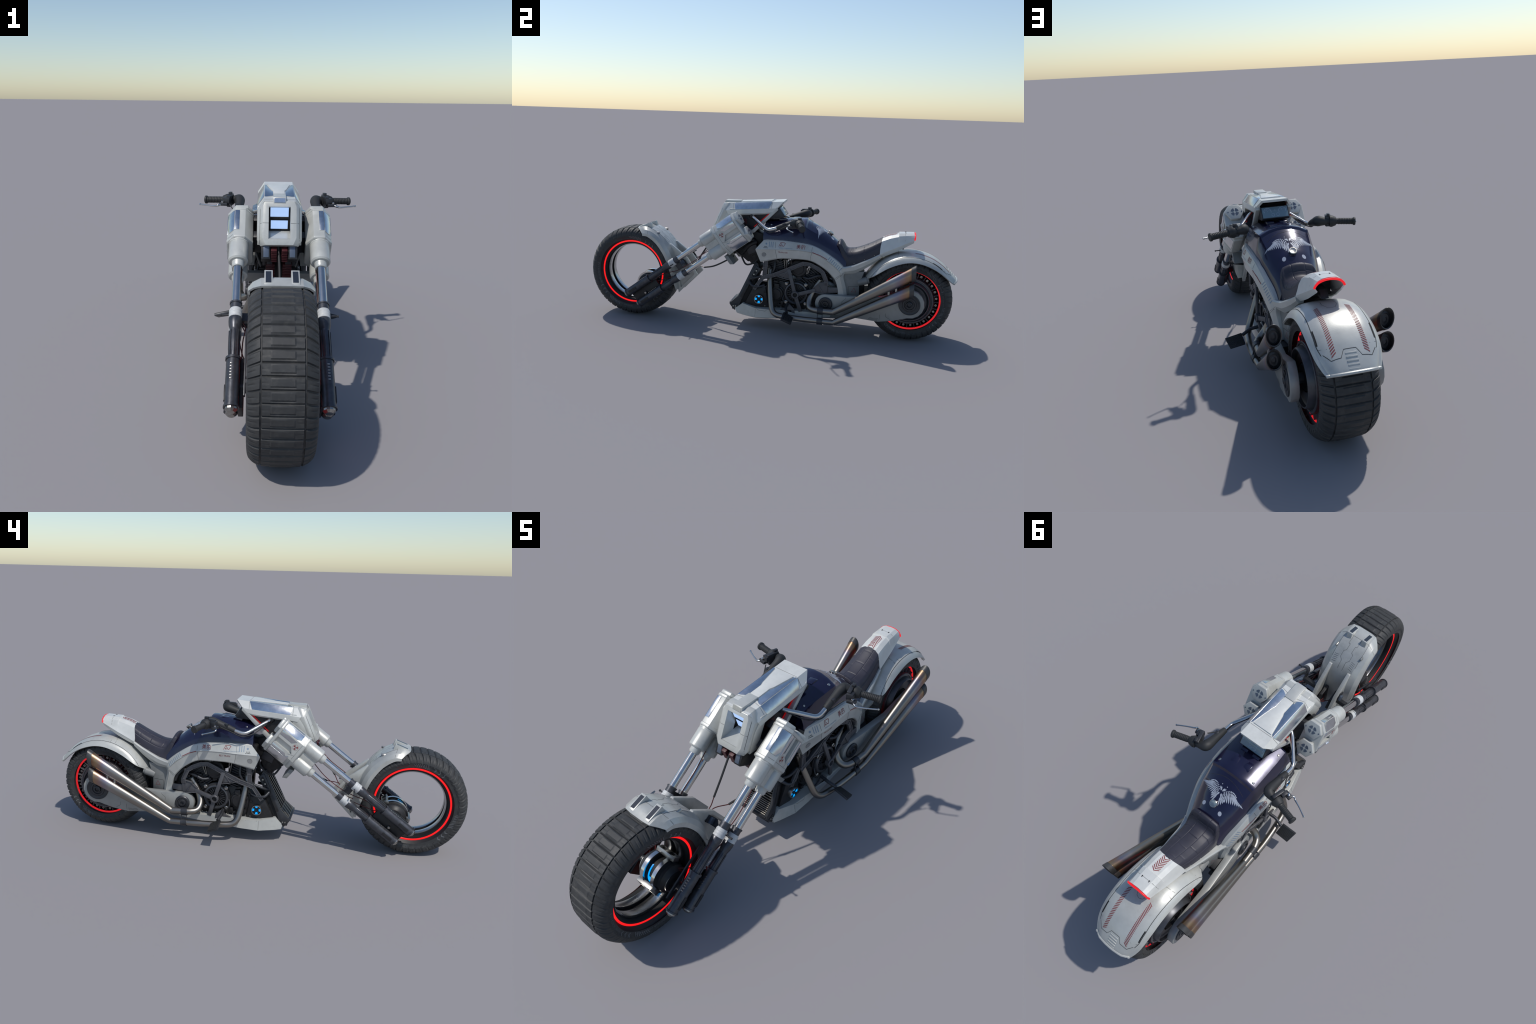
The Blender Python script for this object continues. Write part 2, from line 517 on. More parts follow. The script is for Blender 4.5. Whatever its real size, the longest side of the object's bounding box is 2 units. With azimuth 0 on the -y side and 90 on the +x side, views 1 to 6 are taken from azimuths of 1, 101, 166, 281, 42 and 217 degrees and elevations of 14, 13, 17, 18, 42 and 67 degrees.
# front wheel: hubless rim, driven by a drum at the lower rear of the hole
rim_f = rev_x([(-0.066, 0.180), (-0.066, 0.163), (-0.058, 0.160), (-0.044, 0.160), (-0.043, 0.155), (-0.011, 0.155), (-0.010, 0.163),
               (0.010, 0.163), (0.011, 0.155), (0.043, 0.155), (0.044, 0.160), (0.058, 0.160), (0.066, 0.163), (0.066, 0.180)], FW, 96)
wheel_f = add("wheel", rim_f, BLACK)
ty = add("tyre", tyre_mesh(FW, 0.2484, 0.0935, 0.1736, 46), RUBBER, wheel_f)
sidewall_print(ty, FW, 0.25, 0.094, 0.1736, wheel_f)
for sx in (-1, 1):
    add("rim_band", rev_x([(sx * 0.012, 0.1548), (sx * 0.042, 0.1548), (sx * 0.042, 0.151), (sx * 0.037, 0.1495), (sx * 0.017, 0.1495), (sx * 0.012, 0.151)], FW, 96), RIMBAND, wheel_f)
    add("glow_ring", rev_x([(sx * 0.0655, 0.1690), (sx * 0.0672, 0.1705), (sx * 0.0678, 0.1740), (sx * 0.0668, 0.1775), (sx * 0.064, 0.178), (sx * 0.064, 0.169)], FW, 96), REDGLOW, wheel_f)
    add("sidewall", rev_x([(sx * 0.0665, 0.178), (sx * 0.074, 0.185), (sx * 0.085, 0.194), (sx * 0.0885, 0.200), (sx * 0.080, 0.196), (sx * 0.062, 0.180)], FW, 96), SIDEWALL, wheel_f)

# rear wheel: dished rim with studs and webs
wheel_r = add("wheel", rev_x([(-0.070, 0.160), (-0.070, 0.150), (-0.020, 0.149), (-0.018, 0.122), (-0.018, 0.05), (0.018, 0.05), (0.018, 0.122), (0.020, 0.149), (0.070, 0.150), (0.070, 0.160)], RW, 96), BLACK)
tyr = add("tyre", tyre_mesh(RW, 0.2184, 0.101, 0.1545, 42), RUBBER, wheel_r)
sidewall_print(tyr, RW, 0.22, 0.102, 0.1545, wheel_r)
studs, webs = [], []
for sx in (-1, 1):
    add("glow_ring", rev_x([(sx * 0.0705, 0.1500), (sx * 0.0740, 0.1510), (sx * 0.0748, 0.1545), (sx * 0.0740, 0.158), (sx * 0.070, 0.1585), (sx * 0.069, 0.150)], RW, 96), REARGLOW, wheel_r)
    add("sidewall", rev_x([(sx * 0.0735, 0.1585), (sx * 0.080, 0.166), (sx * 0.092, 0.174), (sx * 0.0965, 0.180), (sx * 0.088, 0.176), (sx * 0.069, 0.160)], RW, 96), SIDEWALL, wheel_r)
    add("dish_ring", rev_x([(sx * x, r) for x, r in ((0.015, 0.085), (0.015, 0.124), (0.078, 0.1245), (0.090, 0.122), (0.092, 0.1205), (0.092, 0.1135), (0.089, 0.112), (0.090, 0.1085), (0.096, 0.107), (0.110, 0.1025), (0.114, 0.100), (0.114, 0.0965),
                                (0.108, 0.0945), (0.102, 0.093), (0.098, 0.086), (0.098, 0.050))], RW, 48, 20), DISH, wheel_r)
    for k in range(24):
        a = 2 * math.pi * (k + 0.5) / 24
        c = V((sx * 0.066, RW[0] + 0.1365 * math.cos(a), RW[1] + 0.1365 * math.sin(a)))
        studs.append(ring(c, (sx, 0, 0), 0.003, 0.0058, 0.006, 14)); studs.append(lathe([(-0.05, 0.0045), (-0.0035, 0.0045)], c, (sx, 0, 0), 10))
        a = 2 * math.pi * k / 24
        d = V((0, math.cos(a), math.sin(a)))
        o = V((sx * 0.050, RW[0], RW[1]))
        webs.append(bar(o + d * 0.121, o + d * 0.1485, 0.0028, 0.060, (1, 0, 0), 0.0004))
st0 = studs[0]
add("rim_studs", join(studs), STEEL, wheel_r, True)
add("rim_webs", join(webs), IRON, wheel_r, True)
add("brake_calliper_line", ring((0, RW[0], RW[1]), (1, 0, 0), 0.127, 0.130, 0.116, 72), REDPAINT, wheel_r)

# drive drum in the hub-less wheel
MC = V((0, -0.668, 0.178))
drum = add("drive_drum", lathe([(-0.050, 0.030), (-0.050, 0.058), (-0.042, 0.062), (-0.018, 0.062), (-0.016, 0.052), (0.016, 0.052), (0.018, 0.062), (0.042, 0.062), (0.050, 0.058), (0.050, 0.030)], MC, (1, 0, 0), 56), BLACK)
for sx in (-1, 1):
    add("drum_hoop", ring(MC + V((sx * 0.028, 0, 0)), (1, 0, 0), 0.058, 0.0715, 0.016, 64), CHROME, drum)
    add("drum_hoop", ring(MC + V((sx * 0.066, -0.002, -0.004)), (1, 0, 0), 0.034, 0.043, 0.012, 48), STEEL, drum)
    add("drum_cover", lathe([(0, 0.060), (sx * 0.010, 0.058), (sx * 0.016, 0.048), (sx * 0.026, 0.040), (sx * 0.030, 0.015)], MC + V((sx * 0.046, 0, 0)), (1, 0, 0), 48), DARKER, drum)
gl = []
for k in range(26):
    a = math.radians(90 + k * 5.2)
    if k > 4:
        for j in range(1 if k < 15 else 3):
            d = V((0, math.cos(a), math.sin(a)))
            gl.append(box(MC + d * 0.0545 + V((-0.008 + j * 0.006, 0, 0)), (0.0042, 0.0040, 0.0035), (a, 0, 0)))
add("blue_light_segments", join(gl), BLUEGLOW, drum, True)
for ang, hw in ((56, 0.046), (196, 0.046)):
    a = math.radians(ang); d = V((0, math.cos(a), math.sin(a)))
    blk = box(MC + d * 0.072, (2 * hw, 0.020, 0.030), (a, 0, 0), 0.0015)
    blk = cut(blk, [box(MC + d * 0.072 + V((s * 0.021, 0, 0)), (0.024, 0.05, 0.018), (a, 0, 0)) for s in (-1, 1)])
    add("drum_clamp", blk, STEEL)

# ------------------------------------------------------------------ forks and fork housings
DN = V((0, -0.802, -0.597)).normalized()     # down the fork
UP = -DN
NV = V((0, 0.597, -0.802)).normalized()      # towards the rear leg
def fp(x, a, n):
    return V((x, -0.461, 0.361)) + UP * a + NV * n

XC = 0.138
for fx, fn, ring_a, end_a in ((0.141, 0.0, -0.205, -0.368), (0.144, 0.083, -0.176, -0.342)):
    rod = lathe([(0.0, 0.0152), (0.20, 0.0152)], fp(fx, 0, fn), UP, 24)
    rr, rl = pair("fork_rod", rod, CHROME)
    P = (rr, rl)
    c0 = fp(fx, 0, fn)
    pair("fork_collar", lathe([(-0.022, 0.0185), (-0.003, 0.0185), (-0.003, 0.0205), (0.003, 0.0205), (0.004, 0.015)], c0, UP, 28), FORKDARK, P)
    pair("fork_band", lathe([(-0.058, 0.019), (-0.055, 0.0215), (-0.052, 0.0215), (-0.051, 0.0208), (-0.047, 0.0208), (-0.046, 0.0215), (-0.040, 0.0215), (-0.039, 0.0208), (-0.035, 0.0208), (-0.034, 0.0215), (-0.028, 0.0213), (-0.022, 0.0190)], c0, UP, 28), MATTWHITE, P)
    pair("fork_cone", lathe([(-0.098, 0.0165), (-0.084, 0.0200), (-0.070, 0.0215), (-0.058, 0.0213), (-0.052, 0.019)], c0, UP, 28), FORKDARK, P)
    pair("fork_stanchion", lathe([(ring_a - 0.004, 0.0165), (-0.090, 0.0165)], c0, UP, 28), FORKDARK, P)
    ribs = []
    for k in range(8):
        an = 2 * math.pi * k / 8
        a_, u_, w_ = frame_of(UP)
        off = (u_ * math.cos(an) + w_ * math.sin(an)) * 0.0175
        ribs.append(bar(c0 + UP * -0.104 + off, c0 + UP * (ring_a + 0.006) + off, 0.005, 0.0025, off, 0.0005))
    pair("fork_ribs", join(ribs), FORKDARK, P, True)
    pair("fork_flange", lathe([(ring_a - 0.004, 0.018), (ring_a - 0.004, 0.0245), (ring_a + 0.004, 0.0245), (ring_a + 0.004, 0.016)], c0, UP, 28), FORKDARK, P)
    pair("fork_slider", lathe([(end_a + 0.008, 0.0215), (ring_a, 0.0215)], c0, UP, 28), FORKDARK, P)
    pair("fork_flange", lathe([(end_a + 0.004, 0.018), (end_a + 0.004, 0.0240), (end_a + 0.010, 0.0240), (end_a + 0.010, 0.018)], c0, UP, 28), FORKDARK, P)
    pair("fork_foot", lathe([(end_a - 0.010, 0.006), (end_a - 0.009, 0.011), (end_a - 0.002, 0.0185), (end_a + 0.005, 0.0195)], c0, UP, 12, angle=20), STEEL, P)
    pl = plate([fp(fx + 0.0215, end_a + 0.075, fn - 0.007), fp(fx + 0.0215, end_a + 0.075, fn + 0.007), fp(fx + 0.0215, end_a + 0.025, fn + 0.007), fp(fx + 0.0215, end_a + 0.025, fn - 0.007)], (1, 0, 0), 0.002, 0.004, 0.0006)
    pair("fork_hatch", pl, DARKER, P)
    ticks = [box(fp(fx + 0.004, end_a + 0.09 + k * 0.010, fn - 0.0212), (0.008, 0.0045, 0.003), (math.atan2(UP.z, UP.y), 0, 0), 0.0004) for k in range(6)]
    pair("fork_scale_marks", join(ticks), STEEL, P, True)
    pair("fork_seat", lathe([(0.150, 0.0175), (0.156, 0.021), (0.166, 0.021), (0.176, 0.024)], c0, UP, 28), WHITE, P)

# plates that carry the drum between the two sliders
for poly, x0, x1, mt in (([(-0.600, 0.232), (-0.560, 0.182), (-0.690, 0.082), (-0.735, 0.135)], 0.108, 0.124, DARKER),):
    lug = prism(poly, x0, x1, 0.002)
    a, b = pair("drum_arm", lug, mt)
    pair("arm_bolt", lathe([(0, 0.009), (0.008, 0.009), (0.011, 0.006)], (x1, -0.652, 0.152), (1, 0, 0), 6), STEEL, (a, b))
pair("drum_axle", lathe([(0, 0.016), (0.05, 0.016)], (0.07, -0.668, 0.165), (1, 0, 0), 20), DARK)
pair("guide_rail", bar((0.104, -0.555, 0.300), (0.104, -0.735, 0.172), 0.012, 0.006), DARK)

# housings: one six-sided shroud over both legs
def housing_ring(a, s=1.0, n0=0.0):
    pts = [(-0.018, -0.036), (0.019, -0.036), (0.0455, -0.004), (0.0455, 0.088), (0.019, 0.134), (-0.018, 0.134), (-0.0450, 0.104), (-0.0450, -0.002)]
    return [fp(XC + x * s, a, (n - 0.05) * s + 0.05) for x, n in pts]
body = finish(loft([housing_ring(0.254, 0.94), housing_ring(0.258, 1.025), housing_ring(0.268, 1.025), housing_ring(0.269, 1.0), housing_ring(0.386, 1.0), housing_ring(0.387, 1.02), housing_ring(0.396, 1.02), housing_ring(0.400, 0.96)]), 0.0012)
notch = [(0.286, 0.064), (0.308, 0.036), (0.384, 0.036), (0.384, 0.064)]
cutter = loft([[fp(XC + x, a, n + dn) for (a, n), dn in zip(notch, (0, 0, 0, 0))] for x in (0.033, 0.075)])
finish(cutter)
front_notch = loft([[fp(XC + 0.053 + 0.0, 0.384, 0.036), fp(XC + 0.075, 0.384, 0.036), fp(XC + 0.075, 0.42, 0.036), fp(XC + 0.053, 0.42, 0.036)],
                    [fp(XC + 0.053 + 0.0, 0.384, 0.064), fp(XC + 0.075, 0.384, 0.064), fp(XC + 0.075, 0.42, 0.064), fp(XC + 0.053, 0.42, 0.064)]])
finish(front_notch)
body = cut(body, [cutter])
h_r, h_l = pair("fork_housing", body, WHITE)
HP = (h_r, h_l)
# polished panels on the chamfers
def chamfer_panel(p0, p1, a0, a1, t0=0.06, t1=0.94, nick=0.02):
    x0, n0 = p0; x1, n1 = p1
    q = lambda t, a: fp(XC + x0 + (x1 - x0) * t, a, n0 + (n1 - n0) * t)
    pts = [q(t0, a0), q(t0, a1), q(t1, a1), q(t1, a0 + nick), q(t1 - 0.25, a0)]
    nrm = (pts[1] - pts[0]).cross(pts[2] - pts[0]).normalized()
    mid = fp(XC, (a0 + a1) / 2, 0.05)
    if nrm.dot(pts[0] - mid) < 0:
        nrm = -nrm
    return plate(pts, nrm, 0.0022, 0.004, 0.0006)
pair("polished_panel", chamfer_panel((0.019, -0.036), (0.0455, -0.004), 0.290, 0.384), SILVER, HP)
pair("polished_panel", chamfer_panel((0.0455, 0.088), (0.019, 0.134), 0.290, 0.384, 0.94, 0.06), SILVER, HP)
pair("polished_panel", plate([fp(XC + 0.003, 0.292, -0.036), fp(XC + 0.003, 0.384, -0.036), fp(XC + 0.0195, 0.384, -0.036), fp(XC + 0.0195, 0.292, -0.036)], -NV, 0.0020, 0.004, 0.0006), SILVER, HP)
pair("polished_panel", plate([fp(XC + 0.0455, 0.300, 0.002), fp(XC + 0.0455, 0.384, -0.002), fp(XC + 0.0455, 0.384, 0.020), fp(XC + 0.0455, 0.318, 0.020)], (1, 0, 0), 0.002, 0.004, 0.0006), SILVER, HP)
pair("polished_panel", plate([fp(XC + 0.0455, 0.300, 0.088), fp(XC + 0.0455, 0.384, 0.088), fp(XC + 0.0455, 0.384, 0.074), fp(XC + 0.0455, 0.318, 0.074)], (1, 0, 0), 0.002, 0.004, 0.0006), SILVER, HP)
# caps with four-petal vents
for cx, cn in ((XC - 0.003, 0.003), (XC + 0.001, 0.094)):
    hexr = lambda r, a: [fp(cx + r * 1.0 * math.cos(math.radians(60 * k)), a, cn + r * 0.92 * math.sin(math.radians(60 * k))) for k in range(6)]
    pair("housing_cap", finish(loft([hexr(0.038, 0.396), hexr(0.0445, 0.400), hexr(0.0445, 0.411), hexr(0.041, 0.4155)]), 0.001), WHITE, HP)
    pet = []
    for k in range(4):
        a0 = math.pi / 2 * k + 0.25; a1 = math.pi / 2 * (k + 1) - 0.25
        o = arc2((0, 0), 0.006, 0.0185, a0, a1, 5)
        pet.append(plate([fp(cx + x, 0.4155, cn + n) for x, n in o], UP, 0.0008, 0.002))
    for sx in (-1, 1):
        pet.append(lathe([(0, 0.003), (0.001, 0.003)], fp(cx + sx * 0.031, 0.4152, cn), UP, 10))
    pair("cap_vents", join(pet), DULLBLUE, HP, True)
for fx, fn in ((0.141, 0.0), (0.144, 0.083)):
    pair("fork_sleeve", lathe([(0.172, 0.022), (0.172, 0.030), (0.177, 0.0345), (0.245, 0.0345), (0.246, 0.0338), (0.249, 0.0338), (0.250, 0.0350), (0.268, 0.0355)], fp(fx, 0, fn), UP, 40), WHITE, HP)
pair("sleeve_bridge", prism([tuple(fp(0, a, n))[1:] for a, n in ((0.176, 0.02), (0.262, 0.02), (0.262, 0.07), (0.176, 0.065))], 0.134, 0.164, 0.002), WHITE, HP)
# rear clamp block behind the housing, and yokes to the steering head
pair("fork_clamp", prism([(-0.185, 0.400), (-0.150, 0.356), (-0.172, 0.354), (-0.205, 0.395)], 0.040, 0.150, 0.002), GREY)
for a in (0.305, 0.385):
    add("fork_yoke", box((0, *fp(0, a, 0.045).yz), (0.20, 0.03, 0.085), (math.atan2(UP.z, UP.y), 0, 0), 0.003), DARKER)
# hazard trefoil and seams on each housing
hb = surface(h_r, h_l)
for side in (1, -1):
    c = fp(0, 0.292, 0.026); cc = (c.y, c.z)
    tre = [arc2(cc, 0.0035, 0.0110, math.radians(30 + 120 * k), math.radians(90 + 120 * k), 6) for k in range(3)] + [disc2(cc, 0.002, 8)]
    circ = [arc2(cc, 0.0134, 0.0140, math.radians(20 * k), math.radians(20 * k + 20), 2) for k in range(18)]
    add("hazard_trefoil", lay(tre + circ, hb, 'x', side), REDPAINT, HP[0 if side > 0 else 1])
    sm = []
    for a in (0.273, 0.3855):
        sm += strip([fp(0, a, -0.03).yz, fp(0, a, 0.0).yz, fp(0, a, 0.05).yz, fp(0, a, 0.09).yz, fp(0, a, 0.13).yz], 0.0009)
    sm += strip([fp(0, 0.273, 0.062).yz, fp(0, 0.300, 0.072).yz], 0.0009)
    add("panel_seams", lay(sm, hb, 'x', side, 0.0003), SEAM, HP[0 if side > 0 else 1], True)

# side pins on the collars
pair("reflector_pin", lathe([(0, 0.003), (0.028, 0.003), (0.028, 0.0045), (0.032, 0.0045)], (0.158, -0.485, 0.332), (1, 0, 0), 10), DARK)
bk = box((0.096, -0.462, 0.322), (0.076, 0.030, 0.050), (0.64, 0, 0), 0.0012)
bk = cut(bk, [box((0.096, -0.470, 0.330), (0.066, 0.040, 0.040), (0.64, 0, 0))])
pair("fork_bracket", bk, DARK)
pair("fork_bracket", bar((0.056, -0.430, 0.262), (0.150, -0.425, 0.284), 0.016, 0.012, (0, 0, 1)), DARK)

# ------------------------------------------------------------------ front fender
def st(*pts):
    return [V(p) for p in pts]
ff = shell([
    st((0, -0.724, 0.503), (0.030, -0.724, 0.503), (0.060, -0.720, 0.501), (0.082, -0.700, 0.489), (0.096, -0.684, 0.475), (0.097, -0.682, 0.463)),
    st((0, -0.675, 0.512), (0.030, -0.675, 0.512), (0.060, -0.671, 0.509), (0.084, -0.655, 0.493), (0.098, -0.648, 0.474), (0.099, -0.650, 0.458)),
    st((0, -0.614, 0.490), (0.030, -0.614, 0.490), (0.061, -0.612, 0.487), (0.086, -0.604, 0.468), (0.099, -0.600, 0.445), (0.100, -0.603, 0.424)),
    st((0, -0.565, 0.452), (0.030, -0.565, 0.452), (0.061, -0.564, 0.448), (0.086, -0.560, 0.425), (0.099, -0.560, 0.395), (0.100, -0.564, 0.370)),
    st((0, -0.530, 0.408), (0.030, -0.530, 0.408), (0.060, -0.530, 0.405), (0.085, -0.530, 0.380), (0.098, -0.535, 0.347), (0.099, -0.541, 0.320)),
    st((0, -0.505, 0.350), (0.030, -0.505, 0.350), (0.058, -0.505, 0.347), (0.083, -0.509, 0.325), (0.096, -0.516, 0.290), (0.097, -0.522, 0.262)),
    st((0, -0.490, 0.268), (0.030, -0.490, 0.268), (0.056, -0.490, 0.266), (0.080, -0.495, 0.253), (0.092, -0.502, 0.235), (0.093, -0.507, 0.215)),
    st((0, -0.486, 0.170), (0.030, -0.486, 0.170), (0.052, -0.486, 0.170), (0.070, -0.489, 0.168), (0.078, -0.492, 0.166), (0.079, -0.495, 0.165)),
], 0.006, 6, 15)
fender_f = add("fender", ff, FENDERPAINT)
fin_out = [(-0.548, 0.416), (-0.532, 0.420), (-0.437, 0.348), (-0.378, 0.258), (-0.486, 0.147), (-0.497, 0.200), (-0.505, 0.290), (-0.522, 0.390)]
fin = prism(fin_out, 0.042, 0.058, 0.0015)
hole = prism([(-0.490, 0.340), (-0.448, 0.338), (-0.396, 0.260), (-0.474, 0.178), (-0.486, 0.250)], 0.0465, 0.09)
fin = cut(fin, [hole])
pair("fender_fin", fin, FENDERPAINT, (fender_f, fender_f))
pair("fin_floor", prism([(-0.500, 0.300), (-0.440, 0.290), (-0.410, 0.255), (-0.480, 0.170)], 0.020, 0.034, 0.001), DARKER, (fender_f, fender_f))
pair("fin_lamp", box((0.062, -0.462, 0.322), (0.020, 0.026, 0.024), (0.7, 0, 0), 0.001), DULLBLUE, (fender_f, fender_f))
# intake wedges
wedge = [(-0.716, 0.496), (-0.714, 0.5055), (-0.652, 0.5285), (-0.641, 0.498), (-0.66, 0.495)]
wr, wl = pair("intake_scoop", prism(wedge, 0.0265, 0.0505, 0.0008), WHITE, (fender_f, fender_f))
nrm = V((0, -0.023, 0.062)).normalized()
def on_wedge(x, t):
    return V((x, -0.714 + 0.062 * t, 0.5055 + 0.023 * t))
pair("intake_glass", plate([on_wedge(0.0305, 0.10), on_wedge(0.0305, 0.90), on_wedge(0.0465, 0.90), on_wedge(0.0465, 0.10)], nrm, 0.0006, 0.004), INLET, (fender_f, fender_f))
fb = surface(fender_f)
sm = strip([(-0.060, -0.662), (0.060, -0.662)], 0.001)
for s in (1, -1):
    sm += strip([(s * 0.060, -0.662), (s * 0.0625, -0.62), (s * 0.062, -0.56)], 0.001)
    sm += strip([(s * 0.060, -0.662), (s * 0.097, -0.652)], 0.001)
    sm += strip([(s * 0.022, -0.662), (s * 0.022, -0.625), (s * 0.014, -0.625), (s * 0.014, -0.598), (s * 0.024, -0.592), (s * 0.024, -0.570), (s * 0.012, -0.560), (s * 0.012, -0.534)], 0.001)
    for k in range(5):
        sm += strip([(s * 0.034, -0.572 + k * 0.006), (s * 0.054, -0.570 + k * 0.006)], 0.0008)
add("panel_seams", lay(sm, fb, 'z', 1, 0.0004), SEAM, fender_f, True)
sm = []
sm += strip([(-0.525, 0.300), (-0.505, 0.268), (-0.49, 0.262)], 0.001)
for s in (1, -1):
    add("panel_seams", lay(sm, fb, 'x', s, 0.0004), SEAM, fender_f, True)
pair("fender_latch", box((0.0665, -0.602, 0.479), (0.010, 0.022, 0.006), (0, 0.9, 0), 0.001), STEEL, (fender_f, fender_f))

# ------------------------------------------------------------------ head fairing
def fy(z):  # front face plane
    return -0.237 - (0.662 - z) * 0.436
roof_half = [(0.0, 0.0), (0.030, 0.0), (0.055, 0.0), (0.079, -0.034), (0.079, -0.056), (0.072, -0.064)]
def roof_station(y, z, rear=0.0):
    return [V((x, y + dz * rear, z + dz)) for x, dz in roof_half]
roof = shell([roof_station(-0.236, 0.663, -0.6), roof_station(-0.12, 0.673), roof_station(0.00, 0.6825, 0.3), roof_station(0.088, 0.690, 0.95)], 0.010, 4)
head = add("head_fairing", roof, BRIGHT)
def face_ring(k):
    if k == 0:
        o = [(0.047, 0.521), (0.0585, 0.545), (0.0585, 0.646), (0.052, 0.661)]; back = 0.0
    elif k == 1:
        o = [(0.066, 0.512), (0.0775, 0.530), (0.0775, 0.632), (0.056, 0.667)]; back = 0.020
    elif k == 2:
        o = [(0.066, 0.512), (0.0785, 0.530), (0.0785, 0.630), (0.056, 0.668)]; back = 0.030
    else:
        o = [(0.060, 0.514), (0.0700, 0.530), (0.0700, 0.630), (0.052, 0.660)]; back = 0.062
    pts = o + [(-x, z) for x, z in o[::-1]]
    return [V((x, fy(z) + back, z)) for x, z in pts]
face = finish(loft([face_ring(k) for k in range(4)]), 0.0012)
fn_ = V((0, -0.917, 0.400)).normalized(); fd = V((0, -0.400, -0.917)).normalized()
fc = V((0, fy(0.593), 0.593))
face = cut(face, [box(fc - fn_ * 0.006, (0.076, 0.110, 0.114), (math.atan2(0.4, -0.917) + math.pi, 0, 0))])
add("lamp_surround", face, WHITE, head)
ang = math.atan2(0.4, -0.917) + math.pi
add("lamp_frame", box((0, -0.206, 0.600), (0.0765, 0.014, 0.106), (0.314, 0, 0), 0.001), DARK, head)
add("lamp_floor", plate([V((-0.038, -0.287, 0.5405)), V((0.038, -0.287, 0.5405)), V((0.038, -0.192, 0.551)), V((-0.038, -0.192, 0.551))], (0, -0.23, 0.97), 0.0005, 0.006), WHITE, head)
for zc, h, w in ((0.6235, 0.037, 0.064), (0.5755, 0.033, 0.060)):
    add("lamp_frame", box((0, -0.225 + (0.6235 - zc) * 0.325 + 0.0045, zc), (w + 0.008, 0.008, h + 0.010), (0.314, 0, 0), 0.002), DARK, head)
    add("headlamp", box((0, -0.225 + (0.6235 - zc) * 0.325, zc), (w, 0.004, h), (0.314, 0, 0), 0.0012), LAMP, head)
add("nose_sensor", prism([(-0.240, 0.655), (-0.236, 0.669), (-0.232, 0.676), (-0.150, 0.678), (-0.150, 0.660)], -0.022, 0.022, 0.001), WHITE, head)
add("sensor_window", plate([V((x, y, z)) for x, y, z in ((-0.019, -0.2395, 0.659), (0.019, -0.2395, 0.659), (0.019, -0.2335, 0.6735), (-0.019, -0.2335, 0.6735))], (0, -0.93, 0.36), 0.0012, 0.003), SILVER, head)
def zt(y):
    return 0.663 + (y + 0.236) * (0.690 - 0.663) / 0.324
# spine and polished panels on the roof
spine = [(0.020, -0.155), (0.020, -0.085), (0.026, -0.070), (0.043, 0.022), (-0.043, 0.022), (-0.026, -0.070), (-0.020, -0.085), (-0.020, -0.155)]
add("roof_spine", plate([V((x, y, zt(y))) for x, y in spine], (0, -0.1, 1), 0.0040, 0.003, 0.0008), BRIGHT, head)
pan = [(0.0225, -0.158), (0.0225, -0.088), (0.0285, -0.072), (0.046, 0.018), (0.054, 0.026), (0.054, -0.172), (0.046, -0.172)]
pair("polished_panel", plate([V((x, y, zt(y))) for x, y in pan], (0, -0.1, 1), 0.0020, 0.003, 0.0005), SILVER, (head, head))
side = [(0.0555, -0.176), (0.0555, 0.027), (0.0778, 0.012), (0.0778, -0.166)]
pair("polished_panel", plate([V((x, y, zt(y) - (x - 0.055) / 0.024 * 0.034)) for x, y in side], (0.034, 0, 0.024), 0.0020, 0.003, 0.0005), SILVER, (head, head))
# diagonal rear brace of the frame and red-lined flank
pair("head_brace", prism([(0.056, 0.662), (0.062, 0.645), (-0.060, 0.520), (-0.118, 0.508), (-0.115, 0.522), (-0.072, 0.534), (0.030, 0.636)], 0.058, 0.0785, 0.0015), WHITE, (head, head))
pair("head_cheek", prism([(-0.255, 0.560), (-0.195, 0.640), (-0.160, 0.640), (-0.200, 0.560), (-0.215, 0.512), (-0.262, 0.512)], 0.056, 0.0770, 0.0015), WHITE, (head, head))
add("head_core", prism([(-0.185, 0.650), (0.045, 0.665), (-0.060, 0.535), (-0.110, 0.470), (-0.235, 0.505), (-0.235, 0.520), (-0.185, 0.532)], -0.060, 0.060, 0.003), DARKER, head)
line = [bar((0.0605, -0.185, 0.609), (0.0605, 0.020, 0.627), 0.004, 0.004, (1, 0, 0), 0), bar((0.0605, 0.020, 0.629), (0.0605, -0.066, 0.548), 0.004, 0.004, (1, 0, 0), 0),
        bar((0.0605, -0.215, 0.580), (0.0605, -0.235, 0.535), 0.005, 0.004, (1, 0, 0), 0)]
pair("red_trim", join(line), REDLINE, (head, head))
pair("red_vent", box((0.0600, -0.135, 0.570), (0.003, 0.060, 0.028), (0.15, 0, 0)), REDBLOCK, (head, head))
# instrument box
sc = [(0.050, 0.648), (0.066, 0.657), (0.098, 0.613), (0.088, 0.603), (0.000, 0.594), (0.000, 0.640)]
dash = add("dashboard", prism(sc, -0.060, 0.060, 0.0025), DARK, head)
sn = V((0, 0.044, 0.032)).normalized(); s0 = V((0, 0.066, 0.657)); s1 = V((0, 0.098, 0.613)); sd = (s1 - s0)
def onscreen(x, t):
    return V((x, 0, 0)) + s0 + sd * t
scr = plate([onscreen(-0.055, 0.06), onscreen(0.055, 0.06), onscreen(0.055, 0.94), onscreen(-0.055, 0.94)], sn, 0.0008, 0.004, 0.0003)
add("display", scr, SCREEN, dash)
lines = []
def scr_arc(cx, ct, r, a0, a1, w):
    k = r / sd.length
    o = arc2((0, 0), 1 - w, 1, a0, a1, 14)
    lines.append(plate([onscreen(cx + r * x, ct + k * y) for x, y in o], sn, 0.0013, 0.0))
